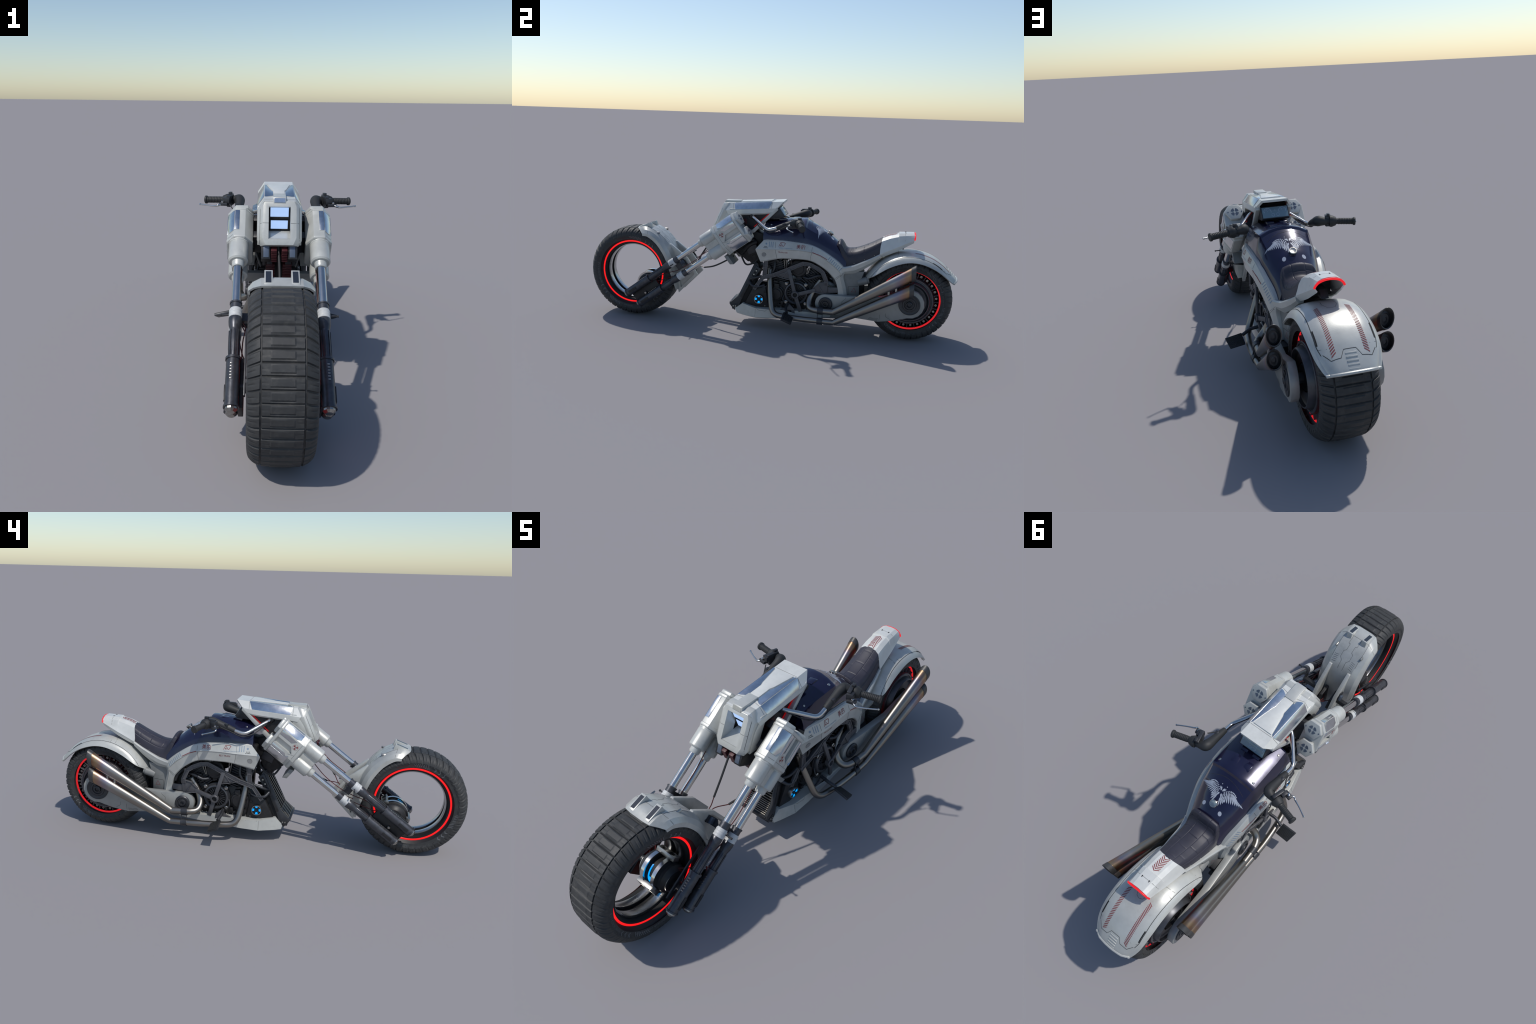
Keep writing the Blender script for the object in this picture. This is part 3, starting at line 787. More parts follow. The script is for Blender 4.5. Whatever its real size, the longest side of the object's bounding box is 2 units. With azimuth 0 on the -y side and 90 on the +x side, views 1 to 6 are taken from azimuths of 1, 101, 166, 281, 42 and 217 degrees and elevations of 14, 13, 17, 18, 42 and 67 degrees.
for cx in (-0.032, 0.032):
    scr_arc(cx, 0.42, 0.0165, math.radians(-200), math.radians(20), 0.14)
    scr_arc(cx, 0.42, 0.0100, math.radians(-160), math.radians(-20), 0.12)
    lines.append(bar(onscreen(cx, 0.42) + sn * 0.001, onscreen(cx + 0.004, 0.20) + sn * 0.001, 0.0012, 0.0006, sn, 0))
for cx in (-0.010, 0.010):
    scr_arc(cx, 0.72, 0.0075, 0, math.pi * 1.9, 0.2)
lines.append(box(onscreen(0, 0.36) + sn * 0.001, (0.009, 0.001, 0.001)))
lines.append(box(onscreen(0, 0.28) + sn * 0.001, (0.003, 0.002, 0.001)))
add("display_dials", join(lines), SCREENLINE, dash, True)
# seams of the fairing
hbv = surface(head)
sm = strip([(-0.078, -0.178), (-0.055, -0.180), (-0.024, -0.172), (0.024, -0.172), (0.055, -0.180), (0.078, -0.178)], 0.001) + strip([(-0.078, 0.026), (-0.05, 0.030), (0.05, 0.030), (0.078, 0.026)], 0.001)
add("panel_seams", lay(sm, hbv, 'z', 1, 0.0004), SEAM, head, True)
fbv = surface(bpy.data.objects["lamp_surround"])
sm = []
for s in (1, -1):
    sm += strip([(s * 0.0385, 0.592), (s * 0.058, 0.592), (s * 0.068, 0.588)], 0.0009) + strip([(s * 0.0680, 0.520), (s * 0.0680, 0.640)], 0.0009)
add("panel_seams", lay(sm, fbv, 'y', -1, 0.0004), SEAM, head, True)

# steering head below the fairing
neck = add("steering_head", prism([(-0.255, 0.510), (-0.100, 0.530), (0.010, 0.500), (-0.040, 0.365), (-0.100, 0.350), (-0.190, 0.420)], -0.040, 0.040, 0.004), DARKER)
pair("neck_rail", bar((0.033, -0.262, 0.512), (0.033, -0.205, 0.405), 0.030, 0.020), DARK, (neck, neck))
pair("neck_rail", bar((0.052, -0.250, 0.505), (0.050, -0.205, 0.430), 0.020, 0.014), DARK, (neck, neck))
rb = [box((0.030, -0.225 + k * 0.0035, 0.440 - k * 0.007), (0.032, 0.030, 0.005), (0.45, 0, 0), 0.0008) for k in range(10)]
pair("ribbed_damper", join(rb), REDBLOCK, (neck, neck))
add("neck_post", box((0, -0.215, 0.430), (0.010, 0.03, 0.12), (0.45, 0, 0), 0.001), BLACK, neck)
add("steering_column", lathe([(0, 0.036), (0.02, 0.042), (0.05, 0.042), (0.052, 0.036), (0.14, 0.034)], (0, -0.052, 0.342), (0, -0.35, 0.94), 32), DARKER, neck)
pair("neck_box", box((0.052, -0.075, 0.440), (0.045, 0.060, 0.070), (0.4, 0, 0), 0.003), DARK, (neck, neck))
pair("neck_tube", tube(bent([(0.075, -0.045, 0.470), (0.080, -0.085, 0.455), (0.055, -0.130, 0.400)], 0.02), 0.012), DARKER, (neck, neck))

pair("nose_pod", prism([(-0.302, 0.472), (-0.280, 0.525), (-0.200, 0.525), (-0.200, 0.440), (-0.262, 0.452)], 0.031, 0.063, 0.0025), DARKER, (neck, neck))
pair("pod_glass", plate([V((x, y, z)) for x, y, z in ((0.036, -0.2995, 0.478), (0.055, -0.2995, 0.478), (0.055, -0.284, 0.516), (0.036, -0.284, 0.516))], (0, -0.92, 0.38), 0.0012, 0.003, 0.0005), DULLBLUE, (neck, neck))
rb = [box((0.0185, -0.282 + 0.002 * k, 0.505 - 0.0065 * k), (0.020, 0.040, 0.0048), (0.3, 0, 0), 0.0008) for k in range(7)]
pair("ribbed_damper", join(rb), REDBLOCK, (neck, neck))

# ------------------------------------------------------------------ handlebars
hb_path = bent([(0.052, -0.080, 0.608), (0.078, -0.068, 0.602), (0.158, 0.028, 0.552), (0.157, 0.075, 0.566), (0.156, 0.100, 0.575)], 0.022)
H = pair("handlebar", tube(hb_path, 0.0092, 16), CHROME)
pair("bar_socket", lathe([(-0.004, 0.016), (0.010, 0.016), (0.012, 0.011)], (0.060, -0.078, 0.607), (0.65, 0.5, -0.15), 16), DARK, H)
sp = spline([(0.157, 0.074, 0.566), (0.1565, 0.100, 0.575), (0.156, 0.140, 0.588), (0.156, 0.168, 0.597), (0.160, 0.187, 0.602), (0.175, 0.194, 0.601), (0.190, 0.198, 0.600)], 6)
rad = [0.0120 + 0.0100 * min(1, k / 20) for k in range(len(sp))]
rad = [r if k < 24 else r - (k - 24) * 0.0007 for k, r in enumerate(rad)]
pair("bar_shroud", tube(sp, rad, 20), GRIP, H)
ga = V((0.306 - 0.200, 0.225 - 0.196, 0.594 - 0.599)); gl_ = ga.length
prof = [(-0.012, 0.020), (0.0, 0.016), (0.006, 0.0165), (0.007, 0.024), (0.016, 0.0245), (0.022, 0.022), (0.032, 0.018), (0.034, 0.014)]
pair("throttle_hub", lathe(prof, (0.195, 0.1945, 0.5995), ga, 28), GRIP, H)
prof = [(0.030, 0.0135)]
for k in range(9):
    t = 0.036 + k * 0.0068
    prof += [(t, 0.0122), (t + 0.0015, 0.0135), (t + 0.0050, 0.0135), (t + 0.0064, 0.0122)]
prof += [(0.099, 0.0150), (0.101, 0.0168), (0.107, 0.0168), (0.109, 0.0145)]
pair("grip", lathe(prof, (0.199, 0.1955, 0.5993), ga, 28), GRIP, H)
cl = [box((0.196, 0.180, 0.600), (0.016, 0.052, 0.046), (0.1, 0, 0.27), 0.002), box((0.208, 0.160, 0.603), (0.028, 0.026, 0.024), (0, 0, 0.27), 0.002), box((0.196, 0.196, 0.626), (0.012, 0.018, 0.012), (0, 0, 0.27), 0.001),
      box((0.222, 0.150, 0.588), (0.036, 0.022, 0.012), (0, 0, 0.2), 0.002), box((0.165, 0.112, 0.588), (0.014, 0.018, 0.016), (0, 0, 0.2), 0.002)]
pair("control_clamp", join(cl), DARK, H)
pair("pivot_screw", lathe([(0, 0.006), (0.006, 0.006), (0.007, 0.0045)], (0.226, 0.150, 0.594), (0, 0, 1), 14), CHROME, H)
lv = spline([(0.226, 0.150, 0.588), (0.245, 0.140, 0.584), (0.256, 0.146, 0.580), (0.285, 0.160, 0.580), (0.322, 0.181, 0.581)], 6)
pair("brake_lever", tube(lv, [0.0052 - 0.0022 * min(1, k / 18) for k in range(len(lv))], 10), CHROME, H)
pair("lever_tip", lathe([(-0.004, 0.002), (-0.002, 0.0042), (0.002, 0.0042), (0.004, 0.002)], (0.322, 0.181, 0.581), (1, 0.5, 0), 10), CHROME, H)
pair("brake_cable", tube(spline([(0.195, 0.135, 0.588), (0.170, 0.085, 0.560), (0.165, 0.040, 0.543), (0.135, -0.010, 0.552), (0.096, -0.055, 0.585), (0.062, -0.085, 0.610)], 7), 0.0024, 8), GRIP, H)

# ------------------------------------------------------------------ tank
tank_sec = [  # y, then half section (x, z)
    (-0.004, [(0, .580), (.030, .579), (.060, .573), (.094, .558), (.104, .541), (.113, .519), (.115, .514), (.120, .480)]),
    (0.004, [(0, .586), (.030, .585), (.060, .579), (.098, .562), (.107, .544), (.115, .519), (.117, .514), (.122, .480)]),
    (0.060, [(0, .592), (.030, .591), (.062, .584), (.101, .566), (.109, .547), (.118, .521), (.120, .516), (.124, .480)]),
    (0.140, [(0, .600), (.030, .598), (.063, .591), (.102, .572), (.110, .551), (.118, .522), (.120, .517), (.126, .480)]),
    (0.208, [(0, .604), (.030, .602), (.063, .595), (.102, .576), (.110, .551), (.117, .520), (.119, .515), (.125, .470)]),
    (0.215, [(0, .603), (.030, .601), (.062, .593), (.100, .574), (.109, .549), (.117, .519), (.119, .514), (.124, .470)]),
    (0.222, [(0, .593), (.030, .591), (.061, .583), (.097, .565), (.107, .546), (.116, .518), (.118, .513), (.124, .465)]),
    (0.280, [(0, .563), (.030, .561), (.060, .552), (.090, .534), (.099, .521), (.110, .500), (.112, .495), (.121, .450)]),
    (0.334, [(0, .529), (.030, .527), (.055, .518), (.077, .500), (.086, .490), (.098, .472), (.100, .467), (.110, .420)]),
    (0.385, [(0, .488), (.028, .486), (.048, .479), (.066, .466), (.074, .455), (.084, .441), (.086, .437), (.098, .385)]),
    (0.432, [(0, .440), (.030, .440), (.045, .436), (.060, .425), (.068, .415), (.076, .400), (.078, .396), (.090, .360)]),
]
rows = [[V((x, y, z)) for x, z in s] for y, s in tank_sec]
dense = []
for a, b in zip(rows, rows[1:]):
    n = 6 if (b[0].y - a[0].y) > 0.02 else 1
    for k in range(n):
        dense.append([p.lerp(q, k / n) for p, q in zip(a, b)])
dense.append(rows[-1])
full = []
for r in dense:
    full.append([V((-p.x, p.y, p.z)) for p in r[:0:-1]] + r + [V((0.06, r[0].y, min(p.z for p in r) - 0.02)), V((-0.06, r[0].y, min(p.z for p in r) - 0.02))])
tank = add("fuel_tank", finish(loft(full), 0.0, angle=24), NAVY)
tb = surface(tank)
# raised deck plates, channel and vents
pair("tank_stud", lathe([(0, 0.0062), (0.003, 0.0060), (0.005, 0.003)], (0.083, 0.191, 0.581), (0.45, 0, 1), 16), BRASS, (tank, tank))
pair("tank_stud", lathe([(0, 0.0052), (0.003, 0.0050), (0.005, 0.0025)], (0.086, 0.033, 0.568), (0.45, 0, 1), 16), BRASS, (tank, tank))
for y in (0.085, 0.150):
    pair("deck_rib", prism([(y - 0.022, 0.580), (y - 0.018, 0.598), (y + 0.014, 0.601), (y + 0.024, 0.598), (y + 0.024, 0.580)], 0.012, 0.044, 0.002), NAVY, (tank, tank))
cap_n = V((0, 0.55, 0.83)).normalized()
add("filler_cap", lathe([(-0.006, 0.014), (0.006, 0.0150), (0.008, 0.0165), (0.012, 0.0165), (0.0135, 0.0150), (0.0138, 0.012), (0.0128, 0.010)], (0, 0.334, 0.526), cap_n, 32), BRASS, tank)
dots = [disc2((s * 0.040, 0.352), 0.0078, 20) for s in (1, -1)] + [disc2((s * 0.012, 0.262), 0.0018, 10) for s in (1, -1)]
add("tank_discs", lay(dots, tb, 'z', 1), PALE, tank)
# spread-wing bird emblem built from feather strokes
fea = []
def feather(p, ang, ln, w):
    d = V((math.cos(ang), math.sin(ang))); n = V((-d.y, d.x)); p = V(p)
    return [p, p + d * ln * 0.25 + n * w * 0.5, p + d * ln * 0.75 + n * w * 0.45, p + d * ln, p + d * ln * 0.75 - n * w * 0.4, p + d * ln * 0.25 - n * w * 0.5]
for s in (1, -1):
    turn = lambda a: a if s > 0 else math.pi - a
    for k in range(13):                      # primaries along the wing arm
        t = k / 12
        root = (s * (0.016 + 0.052 * t), 0.296 - 0.020 * math.sin(t * 2.4))
        fea.append(feather(root, turn(math.radians(84 - 84 * t)), 0.013 + 0.022 * math.sin(0.4 + t * 1.5), 0.0048))
    for k in range(11):                      # coverts
        t = k / 10
        root = (s * (0.012 + 0.050 * t), 0.288 - 0.018 * math.sin(t * 2.4))
        fea.append(feather(root, turn(math.radians(74 - 54 * t)), 0.014, 0.0038))
    for k in range(9):                       # leading edge
        t = k / 8
        root = (s * (0.010 + 0.046 * t), 0.281 - 0.017 * math.sin(t * 2.4))
        fea.append(feather(root, turn(math.radians(50 - 40 * t)), 0.009, 0.0034))
    for k in range(4):                       # split tail
        fea.append(feather((s * (0.008 + k * 0.004), 0.303), turn(math.radians(74 - k * 12)), 0.034 - k * 0.006, 0.0055))
    fea.append(feather((s * 0.004, 0.292), turn(math.radians(62)), 0.018, 0.007))
    fea.append(feather((s * 0.003, 0.285), turn(math.radians(-70)), 0.015, 0.006))
    fea.append(feather((s * 0.007, 0.280), turn(math.radians(-50)), 0.012, 0.0045))
add("bird_emblem", lay(fea, tb, 'z', 1), PALE, tank)
sm = strip([(x / 100, 0.256 - 0.020 * math.cos(x / 8.5 * 1.5)) for x in range(-8, 9)], 0.001)
add("panel_seams", lay(sm, tb, 'z', 1, 0.0004), SEAM, tank, True)

# ------------------------------------------------------------------ side arches (main frame)
arch = [  # outer-top edge, crease, inner-bottom edge
    ((0.120, 0.004, 0.496), (0.131, -0.042, 0.441), (0.124, -0.012, 0.373)),
    ((0.134, 0.069, 0.498), (0.155, 0.070, 0.451), (0.143, 0.082, 0.401)),
    ((0.137, 0.150, 0.496), (0.157, 0.152, 0.456), (0.146, 0.160, 0.407)),
    ((0.133, 0.259, 0.482), (0.150, 0.257, 0.449), (0.143, 0.252, 0.403)),
    ((0.120, 0.349, 0.434), (0.135, 0.335, 0.410), (0.132, 0.322, 0.366)),
    ((0.101, 0.426, 0.369), (0.117, 0.404, 0.350), (0.120, 0.368, 0.322)),
    ((0.098, 0.424, 0.318), (0.112, 0.410, 0.312), (0.114, 0.384, 0.298)),
    ((0.090, 0.440, 0.262), (0.104, 0.424, 0.258), (0.106, 0.396, 0.256)),
    ((0.087, 0.447, 0.218), (0.101, 0.432, 0.214), (0.103, 0.400, 0.214)),
]
def arch_mesh():
    cols = [spline([s[j] for s in arch], 6) for j in range(3)]
    for j in range(3):  # keep the pointed nose straight
        a, b = V(arch[0][j]), V(arch[1][j])
        for k in range(6):
            cols[j][k] = a.lerp(b, k / 6)
    rings = []
    for i in range(len(cols[0])):
        t, c, b = (cols[j][i] for j in range(3))
        inn = V((-0.034, 0, 0))
        t2 = t.lerp(c, 0.10); b2 = b.lerp(c, 0.10)
        rings.append([t + inn, t + V((-0.003, 0, 0)), t2 + V((0.0006, 0, 0)), c.lerp(t, 0.04), c.lerp(b, 0.06) + V((-0.003, 0, 0)), b2 + V((0.0006, 0, 0)), b + V((-0.003, 0, 0)), b + inn])
    return finish(loft(rings), 0, angle=20)
A = pair("side_frame", arch_mesh(), WHITE)
ab = surface(*A)
def on_side(polys_from_text, y, z, side, slant=0.0):
    """Place 2D glyph triangles so that they read correctly from the given side."""
    out = []
    for t in polys_from_text:
        out.append([(y + (p.x if side > 0 else -p.x), z + p.y + slant * p.x) for p in t])
    return out
def kanji_strokes(side, y, z, s):
    """Two square characters assembled from bars."""
    g1 = [((.25, 1.0), (.35, .88)), ((.75, 1.0), (.65, .88)), ((.12, .82), (.88, .82)), ((.2, .68), (.8, .68)), ((.05, .54), (.95, .54)), ((.5, .88), (.5, .54)),
          ((.05, .36), (.95, .36)), ((.5, .5), (.45, .28)), ((.45, .28), (.08, .05)), ((.52, .32), (.92, .05))]
    g2 = [((.25, 1.0), (.18, .82)), ((.08, .8), (.08, .08)), ((.08, .8), (.42, .8)), ((.42, .8), (.42, .08)), ((.08, .45), (.42, .45)), ((.08, .1), (.42, .1)),
          ((.66, 1.0), (.52, .68)), ((.6, .8), (.95, .8)), ((.95, .8), (.90, .08)), ((.90, .08), (.76, .12)), ((.62, .55), (.75, .40))]
    out = []
    for k, g in enumerate((g1, g2)):
        for a, b in g:
            q = [((p[0] + k * 1.12) * s, p[1] * s) for p in (a, b)]
            out += strip([(y + (px if side > 0 else -px), z + pz) for px, pz in q], s * 0.085)
    return out
def delta_logo(side, y, z, s):
    """Open triangle and D in one stroke."""
    a = [(0, 0), (.48, 1.0), (1.45, 1.0), (1.75, .8), (1.35, .12), (1.05, .12), (.62, .78)]
    b = [(.42, .12), (.68, .12), (.55, .36), (.42, .12)]
    out = []
    for poly in (a, b):
        out += strip([(y + (px if side > 0 else -px) * s, z + pz * s) for px, pz in poly], s * 0.12)
    return out
for side, fr in ((1, A[0]), (-1, A[1])):
    red = []
    if side > 0:
        red += delta_logo(side, 0.086, 0.470, 0.019) + kanji_strokes(side, 0.178, 0.463, 0.021)
        red += on_side(lettering("TRAN RE1", 0.012), 0.082, 0.436, side)
    else:
        red += delta_logo(side, 0.128, 0.470, 0.019) + kanji_strokes(side, 0.234, 0.463, 0.021)
        red += on_side(lettering("RE1 TRAN", 0.012), 0.150, 0.436, side)
    red += strip([(0.262, 0.450), (0.300, 0.436), (0.336, 0.415)], 0.003)
    add("red_markings", lay(red, ab, 'x', side), REDPAINT, fr, True)
    faint = on_side(lettering("MERIDIAN CORPORATION", 0.006), 0.086 if side > 0 else 0.128, 0.461, side)
    add("faint_markings", lay(faint, ab, 'x', side), BLUEPRINT, fr, True)
    blue = [disc2((0.017, 0.476), 0.005, 12)]
    for k in range(3):
        y = 0.034 + k * 0.010
        blue += strip([(y, 0.487), (y, 0.463)], 0.0035)
    for k in range(8):
        y = 0.346 + k * 0.0085; z = 0.424 - k * 0.0082
        blue += strip([(y - 0.004, z - 0.010), (y + 0.0055, z + 0.003)], 0.0036)
    add("blue_markings", lay(blue, ab, 'x', side), BLUEPRINT, fr, True)
    blk = [disc2((0.006 + 0.006 * k + 0.003 * r, 0.456 + 0.006 * r), 0.0021, 8) for r in range(2) for k in range(4 - r)]
    blk += strip([(0.067, 0.499), (0.068, 0.452), (0.078, 0.402)], 0.0011) + strip([(0.259, 0.484), (0.257, 0.450), (0.250, 0.402)], 0.0011)
    blk += strip([(0.424, 0.345), (0.366, 0.304)], 0.0011) + strip([(0.421, 0.338), (0.380, 0.304)], 0.0011)
    blk += [arc2((0.007, 0.417), 0.0115, 0.0123, 0, math.pi * 1.4, 16)]
    add("panel_seams", lay(blk, ab, 'x', side, 0.0004), SEAM, fr, True)
    add("sensor_dot", lay([disc2((0.007, 0.417), 0.0105, 20)], ab, 'x', side, 0.0004), material("grey_dot", (0.24, 0.24, 0.24), 0.5) if side > 0 else bpy.data.materials["grey_dot"], fr)

# grey plate that closes the frame behind the arch
gp = prism([(0.405, 0.352), (0.470, 0.346), (0.528, 0.352), (0.512, 0.300), (0.506, 0.270), (0.508, 0.216), (0.420, 0.216)], 0.045, 0.084, 0.002, shear=-0.12, y_ref=0.42)
G = pair("frame_plate", gp, GREY)
gb = surface(*G)
for s in (1, -1):
    gm = strip([(0.450, 0.268), (0.506, 0.272)], 0.0015) + strip([(0.452, 0.222), (0.450, 0.268)], 0.001)
    add("panel_seams", lay(gm, gb, 'x', s, 0.0004), SEAM, G[0 if s > 0 else 1], True)
    tri_ = strip([(0.468, 0.240), (0.480, 0.262), (0.492, 0.240), (0.468, 0.240)], 0.0014)
    add("warning_triangle", lay(tri_, gb, 'x', s, 0.0006), REDPAINT, G[0 if s > 0 else 1])

# ------------------------------------------------------------------ seat, rails and tail
def rail(y):
    """x, z of the seat's lower edge on the rail."""
    t = (y - 0.434) / (0.607 - 0.434)
    return 0.082 - 0.013 * t, 0.372 + 0.077 * t
seat_st = [((0.383, 0.492), (0.432, 0.366), 0.066), ((0.388, 0.5005), (0.437, 0.370), 0.067), ((0.402, 0.497), (0.447, 0.375), 0.067), ((0.426, 0.463), (0.466, 0.384), 0.062), ((0.455, 0.460), (0.487, 0.394), 0.060),
           ((0.490, 0.4675), (0.512, 0.405), 0.059), ((0.550, 0.494), (0.560, 0.427), 0.057), ((0.612, 0.5285), (0.606, 0.448), 0.051)]
def seat_mesh():
    tops = spline([V((w, t[0], t[1])) for t, b, w in seat_st], 24)
    bots = spline([V((rail(b[0])[0] - 0.003 - 0.007 * max(0.0, (b[0] - 0.545) / 0.06), b[0], b[1] - 0.006)) for t, b, w in seat_st], 24)
    NV_ = 180
    rings = []
    N = len(tops)
    for i in range(N):
        t, b = tops[i], bots[i]
        s = (t.y - 0.383) / (0.616 - 0.383)
        row = []
        for j in range(NV_ + 1):
            v = -1 + 2 * j / NV_                    # -1 .. 1 across the saddle
            av = abs(v)
            if av < 0.55:                            # crown
                q = av / 0.55
                x = t.x * 0.86 * q; dz = -0.013 * q * q
                p = V((0, t.y, t.z + dz)); p.x = x
            else:
                q = (av - 0.55) / 0.45
                top = V((t.x * 0.86, t.y, t.z - 0.013))
                ctrl = V((max(t.x * 1.12, b.x * 0.98), t.y + (b.y - t.y) * 0.25, t.z - 0.026))
                p = top * (1 - q) ** 2 + ctrl * 2 * q * (1 - q) + b * q * q
            # stitched joints
            g = 0.0
            col = 0 if av < 0.26 else (1 if av < 0.74 else 2)
            for line in (0.26, 0.74):
                g = max(g, 1 - abs(av - line) / 0.022)
            offs = {0: (0.14, 0.40, 0.66, 0.90), 1: (0.13, 0.30, 0.58, 0.82), 2: ()}[col]
            for o_ in offs:
                g = max(g, 1 - abs(s - o_) / 0.009)
            g = max(0.0, g)
            p.z -= g * 0.0016
            if av > 0.55:
                p.x -= g * 0.0012
            p.x = math.copysign(p.x, v) if v else 0.0
            row.append(p)
        rings.append(row)
    vs = [p for r in rings for p in r]; n = NV_ + 1; fs = []
    for i in range(N - 1):
        for j in range(n - 1):
            fs.append((i * n + j, i * n + j + 1, (i + 1) * n + j + 1, (i + 1) * n + j))
    fs.append(tuple(range(n))); fs.append(tuple(range((N - 1) * n, N * n))[::-1])
    return finish(to_mesh(vs, fs), 0, angle=50)
seat = add("seat", seat_mesh(), LEATHER)
sb = surface(seat)
pn = []
for y, z, x in ((0.472, 0.393, 0.08), (0.524, 0.415, 0.075), (0.573, 0.440, 0.07)):
    hit = sb.ray_cast(V((1, y, z)), V((-1, 0, 0)))[0]
    if hit:
        pn.append(lathe([(-0.001, 0.0022), (0.0016, 0.0018)], hit, (1, 0, 0), 10))
if pn:
    pair("seat_rivets", join(pn), STEEL, (seat, seat), True)

# tail cowl: hollow hood over the rear
def cowl(y, zc, half):
    return [V((x, y + dy, z)) for x, z, dy in half]
tail_st = [
    cowl(0.598, 0, [(0, .5275, .012), (.028, .5245, .011), (.046, .513, .008), (.056, .492, .004), (.062, .468, .002), (.069, .449, .002), (.067, .440, 0), (.055, .425, -.006)]),
    cowl(0.640, 0, [(0, .543, .004), (.027, .540, .003), (.045, .528, .002), (.054, .508, 0), (.059, .486, 0), (.0665, .469, 0), (.064, .461, 0), (.053, .444, 0)]),
    cowl(0.6895, 0, [(0, .5545, 0), (.026, .552, 0), (.043, .541, 0), (.051, .524, 0), (.055, .508, 0), (.0625, .492, 0), (.060, .485, 0), (.050, .468, 0)]),
    cowl(0.6915, 0, [(0, .5595, 0), (.027, .557, 0), (.0445, .545, 0), (.051, .525, 0), (.055, .509, 0), (.0625, .493, 0), (.060, .486, 0), (.050, .469, 0)]),
    cowl(0.768, 0, [(0, .563, -.002), (.024, .561, -.001), (.040, .5535, 0), (.0475, .545, .001), (.050, .538, .001), (.053, .531, .001), (.050, .5245, .0), (.043, .514, -.002)]),
]
tail_me = bpy.data.meshes.new("x")
rowsT = []
for a, b in zip(tail_st, tail_st[1:]):
    n = 4
    for k in range(n):
        rowsT.append([p.lerp(q, k / n) for p, q in zip(a, b)])
rowsT.append(tail_st[-1])
vs, fs = [], []
full = 15
for r in rowsT:
    vs += [V((-p.x, p.y, p.z)) for p in r[:0:-1]] + r
for i in range(len(rowsT) - 1):
    for j in range(full - 1):
        a = i * full + j
        fs.append((a, a + 1, a + full + 1, a + full))
tail = add("tail_cowl", solidify(to_mesh(vs, fs), 0.005, 18), BRIGHT)
add("tail_light", tube(spline([(-0.0525, 0.770, 0.531), (-0.047, 0.7715, 0.541), (-0.036, 0.772, 0.5505), (-0.018, 0.772, 0.5565), (0, 0.7715, 0.558), (0.018, 0.772, 0.5565), (0.036, 0.772, 0.5505), (0.047, 0.7715, 0.541), (0.0525, 0.770, 0.531)], 5), 0.0040, 10), REDLIGHT, tail)
add("tail_black_block", prism([(0.60, 0.44), (0.60, 0.500), (0.655, 0.515), (0.655, 0.46)], -0.040, 0.040, 0.0), BLACK, tail)  # solid black block stands in for the dark inside the hood
add("tail_bracket", prism([(0.640, 0.500), (0.700, 0.500), (0.722, 0.472), (0.68, 0.470)], -0.014, 0.014, 0.002), DARKER, tail)
# rails under the seat
rl_st = []
for y, xo, zt_, zb in ((0.414, 0.112, 0.374, 0.338), (0.434, 0.104, 0.375, 0.338), (0.470, 0.095, 0.384, 0.340), (0.484, 0.092, 0.390, 0.343), (0.522, 0.086, 0.408, 0.363), (0.560, 0.079, 0.426, 0.388), (0.604, 0.0705, 0.450, 0.422)):
    rl_st.append([V((xo - 0.030, y, zt_)), V((xo - 0.005, y, zt_ + 0.001)), V((xo, y, zt_ - 0.005)), V((xo - 0.002, y, (zt_ + zb) / 2 - 0.004)), V((xo - 0.012, y, zb)), V((xo - 0.030, y, zb))])
RL = pair("seat_rail", finish(loft(rl_st), 0, angle=22), WHITE)
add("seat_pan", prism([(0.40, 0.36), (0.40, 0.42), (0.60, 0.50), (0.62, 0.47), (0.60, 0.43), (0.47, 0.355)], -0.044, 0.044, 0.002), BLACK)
tbv = surface(tail)
chev = []
for k in range(8):
    y = 0.622 + k * 0.0082
    for s in (1, -1):
        chev.append([(0, y), (s * 0.0165, y - 0.011), (s * 0.0165, y - 0.0072), (0, y + 0.0038)])
add("chevron_print", lay(chev, tbv, 'z', 1, cell=0.006), REDPAINT, tail)
sm = strip([(-0.052, 0.722), (-0.04, 0.7225), (0.04, 0.7225), (0.052, 0.722)], 0.001)
add("panel_seams", lay(sm, tbv, 'z', 1, 0.0004), SEAM, tail, True)
lt = [box((s * 0.017, 0.7235, 0.5600), (0.003, 0.008, 0.002)) for s in (1, -1)]
add("tail_latches", join(lt), DARK, tail, True)

# ------------------------------------------------------------------ rear fender
def polar(r, deg, x, dc=(0, 0)):
    a = math.radians(deg)
    return V((x, RW[0] + r * math.cos(a) + dc[0], RW[1] + r * math.sin(a) + dc[1]))
RF = [  # angle, crown radius, seam radius, lip radius, width factor
    (161, .256, .250, .247, .50), (155, .255, .243, .238, .72), (148, .252, .236, .226, .95), (138, .250, .232, .213, 1.0), (125, .249, .230, .206, 1.0), (110, .248, .228, .2035, 1.0), (95, .2475, .228, .206, 1.0),
    (80, .247, .228, .2080, 1.0), (65, .2465, .229, .210, 1.0), (52, .2465, .230, .2145, .98), (42, .248, .231, .220, .94), (35, .252, .234, .226, .88), (29, .258, .240, .234, .80), (26, .2595, .245, .240, .74)]
stn = []
for deg, rc, rs, rlip, w in RF:
    k = rc - rs
    stn.append([polar(rc, deg, 0), polar(rc - 0.0005, deg, 0.030 * w), polar(rc - 0.003, deg, 0.058 * w), polar(rc - k * 0.34, deg, 0.076 * w), polar(rs + k * 0.20, deg, 0.094 * w),
                polar(rs, deg, 0.101 * w), polar(rs - 0.0025, deg, 0.104 * w), polar((rs + rlip) / 2, deg, 0.112 * w), polar(rlip, deg, 0.118 * w)])
fender_r = add("fender", shell(stn, 0.006, 5, 20), WHITE)
edge = stn[-1]
rim = [V((-p.x, p.y, p.z)) for p in edge[:0:-1]] + list(edge)
